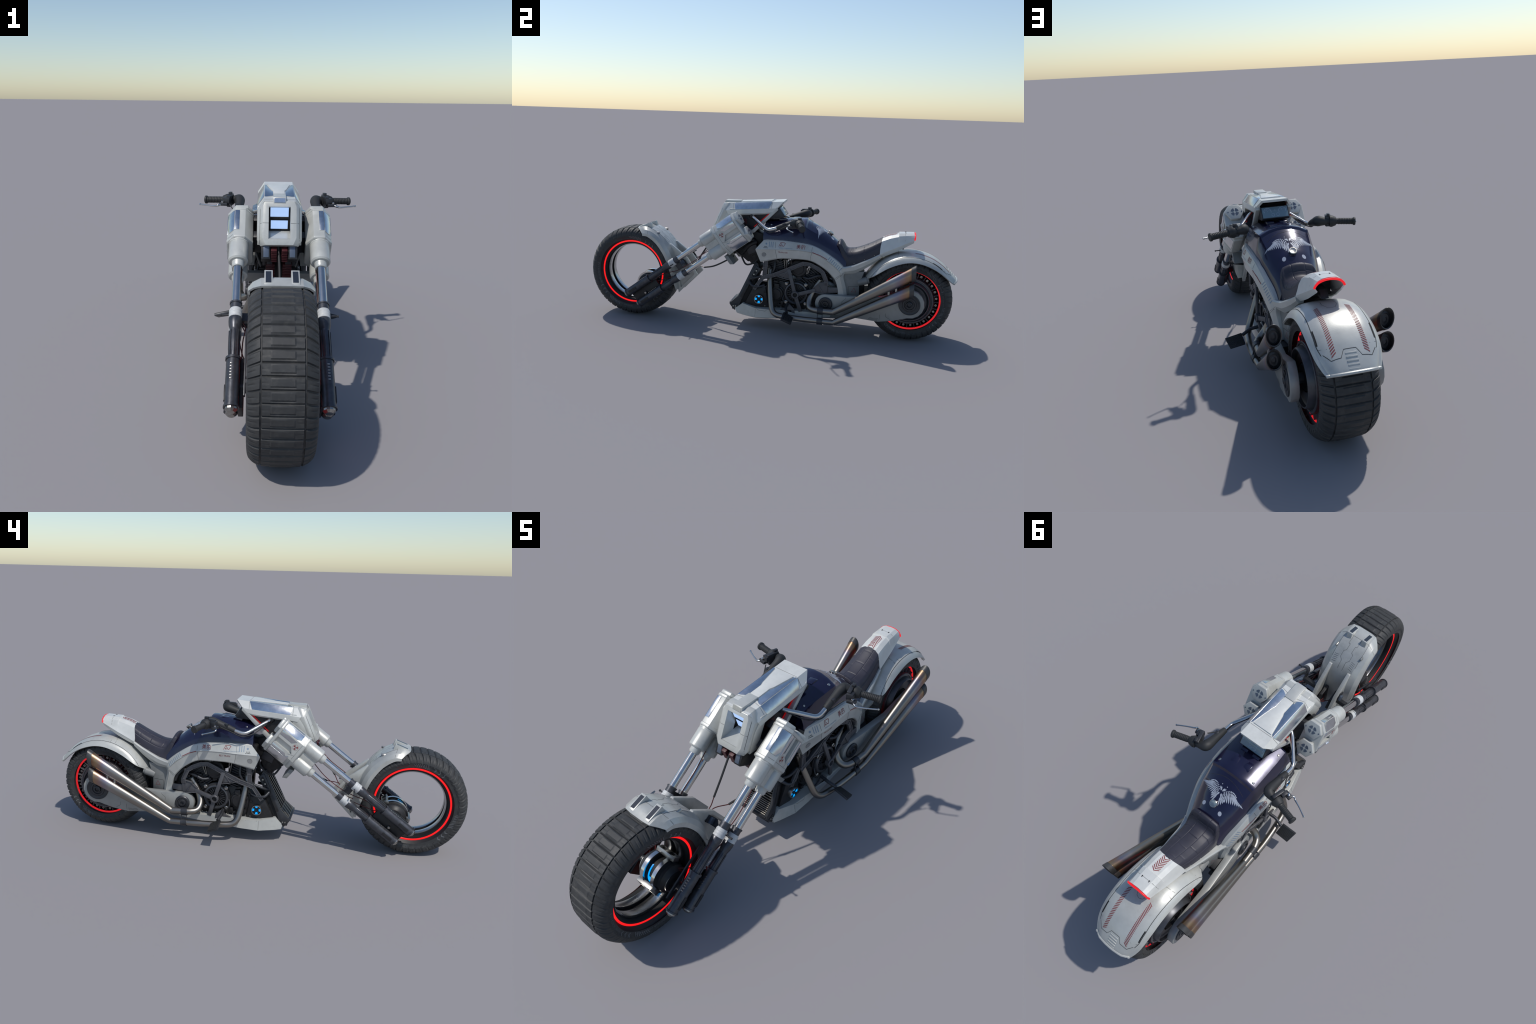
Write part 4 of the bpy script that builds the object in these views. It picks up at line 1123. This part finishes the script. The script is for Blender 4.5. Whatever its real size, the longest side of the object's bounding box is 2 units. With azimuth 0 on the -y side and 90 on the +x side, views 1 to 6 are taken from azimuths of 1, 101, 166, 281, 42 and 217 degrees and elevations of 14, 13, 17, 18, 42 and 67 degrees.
add("fender_lip", tube([p + V((0, -0.002, 0.002)) for p in rim], 0.0055, 8), WHITE, fender_r)
rb_ = surface(fender_r)
haz = []
for s in (1, -1):
    for k in range(26):
        y = 0.775 + k * 0.0068
        haz.append([(s * 0.046, y), (s * 0.062, y + 0.008), (s * 0.062, y + 0.0112), (s * 0.046, y + 0.0032)])
add("hazard_stripes", lay(haz, rb_, 'z', 1, cell=0.006), REDPAINT, fender_r, True)
sm = strip([(-0.090, 0.690), (-0.05, 0.694), (0.05, 0.694), (0.090, 0.690)], 0.001)
sm += strip([(-0.085, 0.940), (-0.066, 0.962), (-0.034, 0.962), (-0.020, 0.944), (0.020, 0.944), (0.034, 0.962), (0.066, 0.962), (0.085, 0.940)], 0.0014)
for s in (1, -1):
    sm += strip([(s * 0.022, 0.730), (s * 0.026, 0.760), (s * 0.014, 0.785), (0, 0.790)], 0.001)
add("panel_seams", lay(sm, rb_, 'z', 1, 0.0004), SEAM, fender_r, True)
for s in (1, -1):
    q = [polar(.2305 + 0.0045 * max(0.0, (52 - d) / 12) ** 2, d, 0).yz for d in range(150, 38, -4)]
    sm = strip([tuple(p) for p in q], 0.0011)
    sm += strip([tuple(polar(.265, 104, 0).yz), tuple(polar(.2305, 102, 0).yz)], 0.001) + strip([tuple(polar(.262, 140, 0).yz), tuple(polar(.215, 140, 0).yz)], 0.001) + strip([tuple(polar(.252, 45, 0).yz), tuple(polar(.232, 47, 0).yz)], 0.001)
    add("panel_seams", lay(sm, rb_, 'x', s, 0.0004), SEAM, fender_r, True)
    slot_patch = arc2(RW, 0.2312, 0.2332, math.radians(50), math.radians(64), 8)
    add("fender_slot_patch", lay([slot_patch], rb_, 'x', s, 0.0006), BLACK, fender_r)  # flat black patch laid on the fender, no slot is cut
lou = []
for k in range(5):
    deg = 40.5 - k * 2.9
    lou.append(bar(polar(0.2480 + (0.0021 * k), deg, -0.019), polar(0.2480 + (0.0021 * k), deg, 0.019), 0.0052, 0.004, polar(1, deg, 0) - polar(0, deg, 0), 0.0014))
add("fender_louvres", join(lou), WHITE, fender_r, True)
pair("fender_stay", lathe([(0, 0.020), (0.05, 0.020), (0.052, 0.017), (0.06, 0.016)], (0.060, 0.500, 0.290), (0.1, 0.8, 0.25), 24), GREY)

# ------------------------------------------------------------------ swing arm
def arm_outline():
    pc, rc = (0.335, 0.174), (0.765, 0.220)
    pts = []
    for k in range(9):                                   # rear end, lower to upper
        a = math.radians(-95 + k * 22)
        pts.append((rc[0] + 0.074 * math.cos(a), rc[1] + 0.074 * math.sin(a)))
    pts += [(0.700, 0.270), (0.600, 0.235), (0.440, 0.227)]
    for k in range(9):
        a = math.radians(92 + k * 22)
        pts.append((pc[0] + 0.052 * math.cos(a), pc[1] + 0.052 * math.sin(a)))
    pts += [(0.470, 0.118), (0.615, 0.110), (0.690, 0.124)]
    return pts
SA = pair("swing_arm", prism(arm_outline(), 0.090, 0.122, 0.0045, shear=0.083, y_ref=0.335, angle=30), ARM)
sv = surface(*SA)
for s in (1, -1):
    sm = strip([(0.62, 0.112), (0.622, 0.150)], 0.001) + strip([(0.650, 0.160), (0.652, 0.143), (0.672, 0.132), (0.672, 0.118)], 0.001)
    sm += strip([(0.442, 0.228), (0.442, 0.213), (0.425, 0.198), (0.425, 0.185)], 0.001)
    dotsv = [disc2((0.565 + 0.006 * k + 0.003 * r, 0.118 + 0.005 * r), 0.0016, 6) for r in range(3) for k in range(8)]
    add("panel_seams", lay(sm + dotsv, sv, 'x', s, 0.0004), SEAM, SA[0 if s > 0 else 1], True)
pair("axle_cover", lathe([(-0.004, 0.054), (0.004, 0.054), (0.005, 0.050), (0.003, 0.046), (0.003, 0.036), (0.006, 0.034), (0.006, 0.026), (0.002, 0.024), (0.002, 0.018), (0.010, 0.016), (0.012, 0.011), (0.006, 0.009), (0.006, 0.0)], (0.1580, 0.765, 0.220), (1, -0.083, 0), 48, cap=False), DARK, SA)
pair("pivot_cover", lathe([(-0.004, 0.036), (0.006, 0.036), (0.010, 0.032), (0.010, 0.026), (0.006, 0.024), (0.006, 0.018), (0.012, 0.015), (0.012, 0.009), (0.004, 0.008), (0.004, 0.0)], (0.1225, 0.340, 0.176), (1, -0.083, 0), 40, cap=False), DARK, SA)
add("axle", lathe([(-0.12, 0.018), (0.12, 0.018)], (0, 0.765, 0.220), (1, 0, 0), 20), DARK)
add("axle_hub", lathe([(-0.10, 0.045), (-0.06, 0.060), (0.06, 0.060), (0.10, 0.045)], (0, 0.765, 0.220), (1, 0, 0), 32), BLACK)
add("arm_bridge", box((0, 0.47, 0.185), (0.20, 0.06, 0.06), (0, 0, 0), 0.006), DARKER)
add("arm_bridge", box((0, 0.505, 0.26), (0.10, 0.05, 0.10), (0, 0, 0), 0.006), BLACK)

pair("lower_gap_filler", prism([(0.290, 0.150), (0.290, 0.084), (0.395, 0.092), (0.490, 0.114), (0.520, 0.150)], 0.070, 0.100, 0.003), GREY)  # filler added to close the dark gap between belly pan and swing arm

# ------------------------------------------------------------------ exhausts
def oval_pipe(p, q, r0, rx, rn, tip_plane=True, n=10, seg=28):
    """Straight pipe that swells to an oval and is cut upright at the end."""
    p, q = V(p), V(q); a = (q - p).normalized(); u = (V((1, 0, 0)) - a * a.x).normalized(); w = a.cross(u)
    rings = []
    for i in range(n + 1):
        t = i / n; c = p.lerp(q, t)
        row = []
        for k in range(seg):
            th = 2 * math.pi * k / seg
            off = u * math.cos(th) * (r0 + (rx - r0) * t) + w * math.sin(th) * (r0 + (rn - r0) * t)
            if t > 0.5:                                     # shear rings towards an upright cut
                f = (t - 0.5) / 0.5
                off = off - a * (off.y / a.y) * f * 0.93
            row.append(c + off)
        rings.append(row)
    return rings, a, u, w
for (kink, tip, pre) in (
    ((0.163, 0.384, 0.147), (0.196, 0.781, 0.394), [(0.078, 0.305, 0.290), (0.088, 0.266, 0.225), (0.108, 0.248, 0.180), (0.140, 0.258, 0.1475), (0.160, 0.300, 0.1468)]),
    ((0.168, 0.390, 0.093), (0.198, 0.777, 0.307), [(0.060, 0.030, 0.330), (0.080, 0.032, 0.275), (0.118, 0.046, 0.180), (0.150, 0.064, 0.100), (0.164, 0.150, 0.096), (0.172, 0.260, 0.095)])):
    # header with rounded bends, drawn to the kink
    path = bent(pre + [kink], 0.045, 7)
    pr_ = 0.0162 if kink[2] > 0.12 else 0.0148
    E_ = pair("exhaust_header", tube(path, pr_, 20), EXHAUST)
    rings, a, u, w = oval_pipe(kink, tip, pr_ + 0.0003, 0.0262, 0.0330)
    pair("muffler", finish(loft(rings[:-1] + [[p.lerp(q, 0.52) for p, q in zip(rings[-2], rings[-1])]], cap=True), 0, angle=40), EXHAUST, E_)
    end = rings[-1]; c = sum(end, V()) / len(end)
    prev = [p.lerp(q, 0.50) for p, q in zip(rings[-2], end)]
    def sc_(row, k, back=0.0):
        cc = sum(row, V()) / len(row)
        return [cc + (p - cc) * k - a * back for p in row]
    tipm = loft([sc_(prev, 1.0), sc_(prev, 1.04), sc_(end, 1.04), sc_(end, 1.0, -0.002), sc_(end, 0.90), sc_(end, 0.84, 0.015), sc_(end, 0.80, 0.030)], cap=False)
    pair("muffler_tip", finish(tipm, 0, angle=40), TIP, E_)
    pair("muffler_baffle", finish(loft([sc_(end, 0.83, 0.020), sc_(end, 0.60, 0.017), sc_(end, 0.55, 0.022), sc_(end, 0.22, 0.018), sc_(end, 0.18, 0.04)]), 0, angle=40), DARK, E_)
for y in (0.305, 0.331):
    pass
clamps = [lathe([(-0.015, 0.0192), (0.015, 0.0192)], (0.1605, 0.318, 0.1468), (0.03, 1, 0), 20), lathe([(-0.015, 0.0178), (0.015, 0.0178)], (0.170, 0.318, 0.0940), (-0.03, 1, 0), 20),
          bar((0.166, 0.306, 0.145), (0.178, 0.306, 0.098), 0.003, 0.010), bar((0.166, 0.330, 0.145), (0.178, 0.330, 0.098), 0.003, 0.010)]
pair("exhaust_clamp", join(clamps), DARK)
for y in (0.655, 0.690):
    t = (y - 0.387) / 0.393
    pair("muffler_link", bar((0.166 + t * 0.032, y, 0.1475 + t * 0.247 - 0.004), (0.168 + t * 0.030, y + 0.006, 0.094 + t * 0.213 + 0.004), 0.010, 0.012), STEEL)

# ------------------------------------------------------------------ engine
eng = add("engine_block", prism([(0.000, 0.110), (-0.010, 0.200), (0.040, 0.262), (0.300, 0.270), (0.390, 0.235), (0.385, 0.110)], -0.070, 0.070, 0.006), DARKER)
add("backbone", prism([(0.000, 0.400), (-0.020, 0.480), (0.060, 0.500), (0.260, 0.480), (0.400, 0.390), (0.400, 0.260), (0.370, 0.330), (0.260, 0.395)], -0.085, 0.085, 0.004), BLACK, eng)
def barrel(base, axis, n, w, l, pitch, taper=0.0):
    a = V(axis).normalized(); out = []
    ang_ = math.atan2(a.z, a.y) - math.pi / 2
    for k in range(n):
        c = V(base) + a * (k * pitch)
        out.append(box(c, (w, l - taper * k, pitch * 0.42), (ang_, 0, 0), 0.001))
    out.append(box(V(base) + a * (n * pitch / 2), (w * 0.86, l * 0.82, n * pitch), (ang_, 0, 0), 0.002))
    return join(out)
add("cylinder_fins", barrel((0, 0.088, 0.262), (0, -0.34, 0.94), 12, 0.150, 0.096, 0.0115), DARK, eng, True)
add("cylinder_fins", barrel((0, 0.235, 0.262), (0, 0.60, 0.80), 11, 0.150, 0.086, 0.0115), DARK, eng, True)
add("cylinder_head", box((0, 0.040, 0.405), (0.150, 0.085, 0.03), (0.34, 0, 0), 0.005), DARKER, eng)
add("cylinder_head", box((0, 0.322, 0.370), (0.140, 0.075, 0.03), (-0.64, 0, 0), 0.005), DARKER, eng)
pair("air_filter", lathe([(0, 0.044), (0.010, 0.044), (0.013, 0.040), (0.013, 0.030), (0.017, 0.028), (0.019, 0.0)], (0.078, 0.185, 0.345), (1, 0, 0), 36, cap=False), DARKER, (eng, eng))
flt = [lathe([(0, 0.0045), (0.004, 0.0035)], (0.092, 0.178 + k * 0.014, 0.338), (1, 0, 0), 10) for k in range(2)]
pair("filter_screws", join(flt), STEEL, (eng, eng), True)
# clutch cover with fan, ring and four bolts
CC = (0.178, 0.211)
pair("clutch_case", lathe([(0, 0.068), (0.014, 0.068), (0.018, 0.060), (0.018, 0.0)], (0.068, *CC), (1, 0, 0), 48, cap=False), DARKER, (eng, eng))
cr, cl_ = pair("clutch_ring", lathe([(0.0, 0.050), (0.0, 0.064), (0.010, 0.064), (0.016, 0.060), (0.018, 0.054), (0.014, 0.049), (0.002, 0.048)], (0.084, *CC), (1, 0, 0), 56, closed=True), DISH, (eng, eng))
bl = []
for k in range(22):
    a = 2 * math.pi * k / 22; d = V((0, math.cos(a), math.sin(a)))
    bl.append(bar(V((0.092, *CC)) + d * 0.018, V((0.090, *CC)) + d * 0.047, 0.004, 0.007, (1, 0, 0.0), 0.0006))
pair("fan_blades", join(bl), DARK, (cr, cl_), True)
for y, z in ((0.127, 0.261), (0.229, 0.261), (0.126, 0.160), (0.230, 0.159)):
    pair("cover_bolt", lathe([(-0.012, 0.0095), (0.004, 0.0095), (0.006, 0.0065), (0.010, 0.006)], (0.096, y, z), (1, 0, 0), 12), STEEL, (eng, eng))
pair("cover_lug", ring((0.088, *CC), (1, 0, 0), 0.062, 0.072, 0.012, 4), DARKER, (eng, eng))
pair("starter_cover", lathe([(0, 0.046), (0.010, 0.046), (0.012, 0.040), (0.020, 0.038), (0.022, 0.030), (0.026, 0.028), (0.027, 0.0)], (0.066, 0.068, 0.195), (1, 0, 0), 40, cap=False), DARKER, (eng, eng))
# crankcase side plate, lamps in the chin
pair("chin_plate", prism([(-0.105, 0.122), (-0.060, 0.215), (0.010, 0.225), (0.030, 0.115), (-0.040, 0.105)], 0.055, 0.080, 0.003), DARKER)
cs = pair("chin_lamp", lathe([(-0.012, 0.0265), (0.006, 0.0265), (0.009, 0.0245), (0.009, 0.0215), (-0.002, 0.0205)], (0.088, -0.023, 0.160), (1, 0, 0), 40, cap=False), STEEL)
pair("lamp_bowl", lathe([(0, 0.0210), (0.001, 0.010), (0.004, 0.0)], (0.087, -0.023, 0.160), (1, 0, 0), 32, cap=False), DARKER, cs)
seg4 = []
for k in range(4):
    a = math.pi / 2 * k + math.pi / 2
    o = arc2((-0.023, 0.160), 0.0115, 0.0200, a - 0.32, a + 0.32, 5)
    seg4.append(plate([V((0.0925, y, z)) for y, z in o], (1, 0, 0), 0.001, 0.004))
pair("blue_lamp_segments", join(seg4), BLUEGLOW, cs, True)
dr = []
for k in range(4):
    a = math.pi / 2 * k + math.pi / 4
    dr.append(bar(V((0.092, -0.023, 0.160)), V((0.094, -0.023 + 0.021 * math.cos(a), 0.160 + 0.021 * math.sin(a))), 0.004, 0.005))
pair("lamp_spokes", join(dr), DARKER, cs, True)

# trellis in front of the engine: cast bars with raised rims
def truss(nodes, w, x0, x1, name, mat=IRON):
    pts = [V((0, y, z)) for y, z in nodes]
    L_, R_ = [], []
    for i, p in enumerate(pts):
        t = (pts[min(i + 1, len(pts) - 1)] - pts[max(i - 1, 0)]).normalized(); n = V((0, -t.z, t.y))
        L_.append(p + n * w / 2); R_.append(p - n * w / 2)
    poly = [(p.y, p.z) for p in L_] + [(p.y, p.z) for p in R_[::-1]]
    o = pair(name, prism(poly, x0, x1, 0.0012), mat)
    rims = [bar(V((x1, *a.yz)), V((x1, *b.yz)), 0.0028, 0.006) for row in (L_, R_) for a, b in zip(row, row[1:])]
    rims += [bar(V((x1, *a.yz)), V((x1, *b.yz)), 0.0025, 0.005) for a, b in zip(L_[1:-1], R_[1:-1])]
    pair("truss_rim", join(rims), TRUSSRIM, o, True)
    return o
truss([(-0.004, 0.285), (0.012, 0.292), (0.059, 0.306), (0.135, 0.342), (0.174, 0.362), (0.213, 0.380), (0.250, 0.377), (0.292, 0.358), (0.317, 0.340), (0.336, 0.296), (0.336, 0.272)], 0.0185, 0.100, 0.113, "trellis_frame")
truss([(0.014, 0.385), (0.012, 0.345), (0.008, 0.298)], 0.020, 0.100, 0.112, "trellis_strut")
truss([(-0.002, 0.285), (-0.030, 0.245), (-0.050, 0.215)], 0.016, 0.090, 0.100, "trellis_strut")
pair("trellis_gusset", prism([(0.059, 0.310), (0.137, 0.345), (0.142, 0.290), (0.110, 0.296)], 0.104, 0.112, 0.001), IRON)
pair("gusset_rim", join([bar((0.114, 0.064, 0.306), (0.114, 0.108, 0.293), 0.003, 0.005), bar((0.114, 0.108, 0.293), (0.114, 0.145, 0.287), 0.003, 0.005), bar((0.114, 0.104, 0.296), (0.114, 0.134, 0.340), 0.0025, 0.005)]), TRUSSRIM)
pair("trellis_gusset", prism([(0.268, 0.252), (0.300, 0.282), (0.346, 0.292), (0.344, 0.236), (0.330, 0.224), (0.268, 0.232)], 0.098, 0.110, 0.001), IRON)
pair("gusset_rim", join([bar((0.112, 0.268, 0.252), (0.112, 0.302, 0.283), 0.003, 0.006), bar((0.112, 0.302, 0.283), (0.112, 0.342, 0.290), 0.003, 0.006), bar((0.112, 0.298, 0.270), (0.112, 0.322, 0.228), 0.0025, 0.005), bar((0.112, 0.268, 0.232), (0.112, 0.330, 0.224), 0.003, 0.006)]), TRUSSRIM)
pair("trellis_strut", prism([(0.330, 0.262), (0.400, 0.262), (0.400, 0.236), (0.330, 0.226)], 0.092, 0.104, 0.0012), IRON)
spd = []
for ex, ey, ez, wd in ((0.112, 0.137, 0.345, 0.018), (0.108, 0.280, 0.241, 0.019), (0.110, 0.208, 0.118, 0.019)):
    hub0, end0 = V((0.124, CC[0], CC[1])), V((ex, ey, ez))
    spd.append(bar(hub0 + (end0 - hub0).normalized() * 0.0155, end0, wd, 0.010))
S_ = pair("spider_arm", join(spd), IRON)
pair("spider_hub", lathe([(-0.010, 0.0200), (0.008, 0.0200), (0.011, 0.0175), (0.011, 0.0125), (0.002, 0.0115), (0.002, 0.0)], (0.122, *CC), (1, 0, 0), 36, cap=False), IRON, S_)
pair("hub_black_disc", lathe([(0, 0.0112), (0.001, 0.0)], (0.1245, *CC), (1, 0, 0), 24, cap=False), BLACK, S_)  # black disc on the hub floor in place of a deeper bore
# hoses and pipes
hoses = [([(0.085, 0.215, 0.300), (0.098, 0.245, 0.298), (0.098, 0.285, 0.315), (0.085, 0.320, 0.318)], 0.0072),
         ([(0.080, 0.055, 0.400), (0.098, 0.060, 0.350), (0.098, 0.050, 0.315), (0.080, 0.040, 0.300)], 0.0062),
         
         ([(0.070, -0.075, 0.262), (0.092, -0.050, 0.276), (0.096, -0.010, 0.290)], 0.0065),
         ([(0.075, -0.080, 0.252), (0.095, -0.060, 0.234), (0.096, -0.025, 0.232), (0.085, 0.005, 0.240)], 0.0075),
         ([(0.080, 0.120, 0.215), (0.100, 0.110, 0.175), (0.098, 0.130, 0.145)], 0.003),
         ([(0.075, 0.350, 0.330), (0.095, 0.372, 0.310), (0.092, 0.385, 0.280)], 0.010)]
for pts, r in hoses:
    pair("engine_hose", tube(spline(pts, 7), r, 12), DARK)
pr = [tube([(0.082, 0.240 + k * 0.014, 0.378), (0.082, 0.228 + k * 0.006, 0.318)], 0.0022, 8) for k in range(2)] + [tube([(0.080, 0.105 + k * 0.012, 0.384), (0.080, 0.115 + k * 0.006, 0.320)], 0.0022, 8) for k in range(2)]
pair("push_rods", join(pr), STEEL, None, True)
random.seed(11)
bits = []
for k in range(46):
    y = random.uniform(0.0, 0.36); z = random.uniform(0.13, 0.39)
    bits.append(box((random.uniform(0.066, 0.082), y, z), (0.02, random.uniform(0.008, 0.028), random.uniform(0.008, 0.024)), (random.uniform(-0.6, 0.6), 0, 0), 0.0015))
pair("engine_filler_boxes", join(bits), DARKER, (eng, eng), True)  # random dark boxes, made up to fill the engine bay
bolts = [lathe([(0, 0.0032), (0.004, 0.0026)], (0.078, 0.01 + 0.022 * k, 0.122 + 0.002 * (k % 3)), (1, 0, 0), 8) for k in range(16)]
pair("case_bolts", join(bolts), STEEL, (eng, eng), True)

# ------------------------------------------------------------------ belly pan
bp = []
for y, xt, zt_, xb, zb in ((-0.156, 0.084, 0.093, 0.084, 0.089), (-0.144, 0.086, 0.103, 0.084, 0.062), (-0.113, 0.090, 0.128, 0.092, 0.058), (-0.037, 0.107, 0.112, 0.110, 0.053), (0.05, 0.114, 0.113, 0.112, 0.058), (0.16, 0.114, 0.120, 0.110, 0.068), (0.30, 0.110, 0.116, 0.104, 0.080), (0.380, 0.098, 0.108, 0.094, 0.090)):
    bp.append([V((-xt, y, zt_)), V((-xt + 0.004, y, zt_ + 0.001)), V((xt - 0.004, y, zt_ + 0.001)), V((xt, y, zt_)), V((xb + 0.004, y, zb + 0.010)), V((xb - 0.018, y, zb)), V((-xb + 0.018, y, zb)), V((-xb - 0.004, y, zb + 0.010))])
belly = add("belly_pan", finish(loft(bp), 0.0, angle=22), WHITE)
bv_ = surface(belly)
for s in (1, -1):
    sm = strip([(-0.030, 0.111), (-0.020, 0.104), (0.018, 0.102), (0.026, 0.110)], 0.001) + strip([(-0.037, 0.110), (-0.037, 0.066)], 0.0008)
    add("panel_seams", lay(sm, bv_, 'x', s, 0.0004), SEAM, belly, True)

# ------------------------------------------------------------------ radiator
rad_line = [(-0.056, 0.343), (-0.137, 0.160), (-0.180, 0.120)]
def rad_pt(x, t):
    a, b, c = (V((x, *p)) for p in rad_line)
    return a.lerp(b, t / 0.70) if t < 0.70 else b.lerp(c, (t - 0.70) / 0.30)
core = add("radiator", prism([(-0.045, 0.335), (-0.126, 0.158), (-0.168, 0.118), (-0.150, 0.104), (-0.090, 0.130), (-0.025, 0.325)], -0.060, 0.060, 0.001), BLACK)
sl = []
for k in range(24):
    t = 0.04 + k * 0.04
    p = rad_pt(0, t); d = (rad_pt(0, min(1, t + 0.02)) - rad_pt(0, t - 0.02)).normalized()
    n = V((0, d.z, -d.y))
    sl.append(bar(rad_pt(-0.058, t) , rad_pt(0.058, t), 0.0045, 0.012, n, 0.0008))
add("radiator_slats", join(sl), RADIATOR, core, True)
side_rail = [(-0.056, 0.352), (-0.072, 0.350), (-0.150, 0.196), (-0.206, 0.130), (-0.182, 0.096), (-0.158, 0.090), (-0.112, 0.150), (-0.034, 0.318)]
RS = pair("radiator_side", prism([(-0.046, 0.354), (-0.058, 0.352), (-0.142, 0.162), (-0.188, 0.120), (-0.182, 0.110), (-0.158, 0.084), (-0.136, 0.104), (-0.120, 0.148), (-0.060, 0.278), (-0.030, 0.320)], 0.058, 0.070, 0.0015), DARK, (core, core))
pair("radiator_box", prism([(-0.050, 0.338), (-0.022, 0.320), (-0.062, 0.250), (-0.088, 0.262)], 0.060, 0.076, 0.002), DARK, (core, core))
pair("box_black_plate", plate([V((0.076, y, z)) for y, z in ((-0.046, 0.322), (-0.036, 0.317), (-0.060, 0.276), (-0.070, 0.282))], (1, 0, 0), 0.0006, 0.002), BLACK, (core, core))  # black plate on the box face, painted in place of a sunk inset
lg = [lathe([(0, 0.0048), (0.003, 0.0040)], (0.0765, y, z), (1, 0, 0), 12) for y, z in ((-0.046, 0.309), (-0.058, 0.289), )] + [lathe([(0, 0.0042), (0.003, 0.0036)], (0.0705, y, z), (1, 0, 0), 12) for y, z in ((-0.152, 0.108), (-0.164, 0.108))]
pair("lamp_dots", join(lg), STEEL, (core, core), True)
pair("side_dark_plate", plate([V((0.070, y, z)) for y, z in ((-0.096, 0.234), (-0.084, 0.228), (-0.118, 0.154), (-0.130, 0.160))], (1, 0, 0), 0.0015, 0.002, 0.0004), DARKER, (core, core))  # raised dark plate stands in for the shade of a recess
rv = surface(*RS)
pair("corner_plate", prism([(-0.138, 0.112), (-0.146, 0.122), (-0.178, 0.110), (-0.158, 0.090)], 0.069, 0.0715, 0.0005), DARKER, (core, core))
add("radiator_cap_bar", bar((-0.066, -0.056, 0.348), (0.066, -0.056, 0.348), 0.012, 0.012, (0, 0, 1)), DARK, core)
add("radiator_cap_bar", bar((-0.066, -0.182, 0.121), (0.066, -0.182, 0.121), 0.012, 0.012, (0, 0, 1)), DARK, core)
add("radiator_cap_bar", bar((-0.066, -0.166, 0.098), (0.066, -0.166, 0.098), 0.014, 0.018, (0, 0, 1)), DARK, core)

# the radiator widens downwards
for o in [core] + list(core.children):
    for v in o.data.vertices:
        v.co.x *= 0.76 + 0.44 * (0.350 - v.co.z) / 0.24

# ------------------------------------------------------------------ foot pegs
FP = pair("foot_peg", tube(bent([(0.112, 0.138, 0.152), (0.150, 0.135, 0.146), (0.188, 0.146, 0.128)], 0.01), 0.0075, 14), DARK)
pair("peg_bracket", prism([(0.098, 0.118), (0.130, 0.132), (0.140, 0.160), (0.176, 0.128), (0.180, 0.104), (0.140, 0.112)], 0.104, 0.114, 0.0015), IRON, FP)
pc_ = [V((0.184, 0.182, 0.104)), V((0.249, 0.182, 0.093)), V((0.262, 0.130, 0.118)), V((0.190, 0.133, 0.134))]
pn_ = (pc_[1] - pc_[0]).cross(pc_[3] - pc_[0]).normalized()
if pn_.z < 0: pn_ = -pn_
pair("peg_plate", plate(pc_, pn_, 0.0, 0.010, 0.0015), DARK, FP)
tr = [bar(pc_[0].lerp(pc_[3], t) + pn_ * 0.001, pc_[1].lerp(pc_[2], t) + pn_ * 0.001, 0.0032, 0.004, pn_, 0.0005) for t in [0.08 + 0.093 * k for k in range(10)]]
pair("peg_treads", join(tr), GRIP, FP, True)

# ------------------------------------------------------------------ cables at the fork
cab = [([(0.128, -0.290, 0.435), (0.132, -0.350, 0.372), (0.130, -0.430, 0.315), (0.108, -0.480, 0.285)], 0.0020, REDCABLE),
       ([(0.138, -0.262, 0.400), (0.140, -0.335, 0.335), (0.136, -0.430, 0.285), (0.122, -0.540, 0.238), (0.100, -0.600, 0.215), (0.060, -0.640, 0.215)], 0.0020, REDCABLE),
       ([(0.136, -0.280, 0.415), (0.138, -0.340, 0.355), (0.134, -0.420, 0.300), (0.110, -0.480, 0.270)], 0.0020, REDCABLE),
       ([(0.108, -0.480, 0.285), (0.116, -0.560, 0.258), (0.112, -0.620, 0.205), (0.080, -0.660, 0.150)], 0.0020, REDCABLE),
       ([(0.060, -0.130, 0.380), (0.080, -0.100, 0.345), (0.080, -0.060, 0.355), (0.070, -0.030, 0.385)], 0.0048, GRIP)]
for pts, r, m in cab:
    pair("cable", tube(spline(pts, 8), r, 8), m)
add("harness", tube(spline([(-0.004, -0.262, 0.520), (0.000, -0.300, 0.470), (0.002, -0.341, 0.409), (0.001, -0.384, 0.342)], 8), 0.0042, 8), GRIP)
add("harness", tube(spline([(0.001, -0.384, 0.342), (-0.002, -0.404, 0.304), (-0.012, -0.440, 0.272), (-0.040, -0.480, 0.262)], 6), 0.0020, 8), REDCABLE)
add("harness", tube(spline([(0.078, -0.170, 0.385), (0.070, -0.220, 0.350), (0.056, -0.285, 0.315), (0.037, -0.345, 0.298)], 8), 0.0042, 8), GRIP)
add("harness", tube(spline([(0.037, -0.345, 0.298), (0.010, -0.400, 0.300), (0.010, -0.440, 0.274), (0.035, -0.480, 0.262)], 6), 0.0020, 8), REDCABLE)
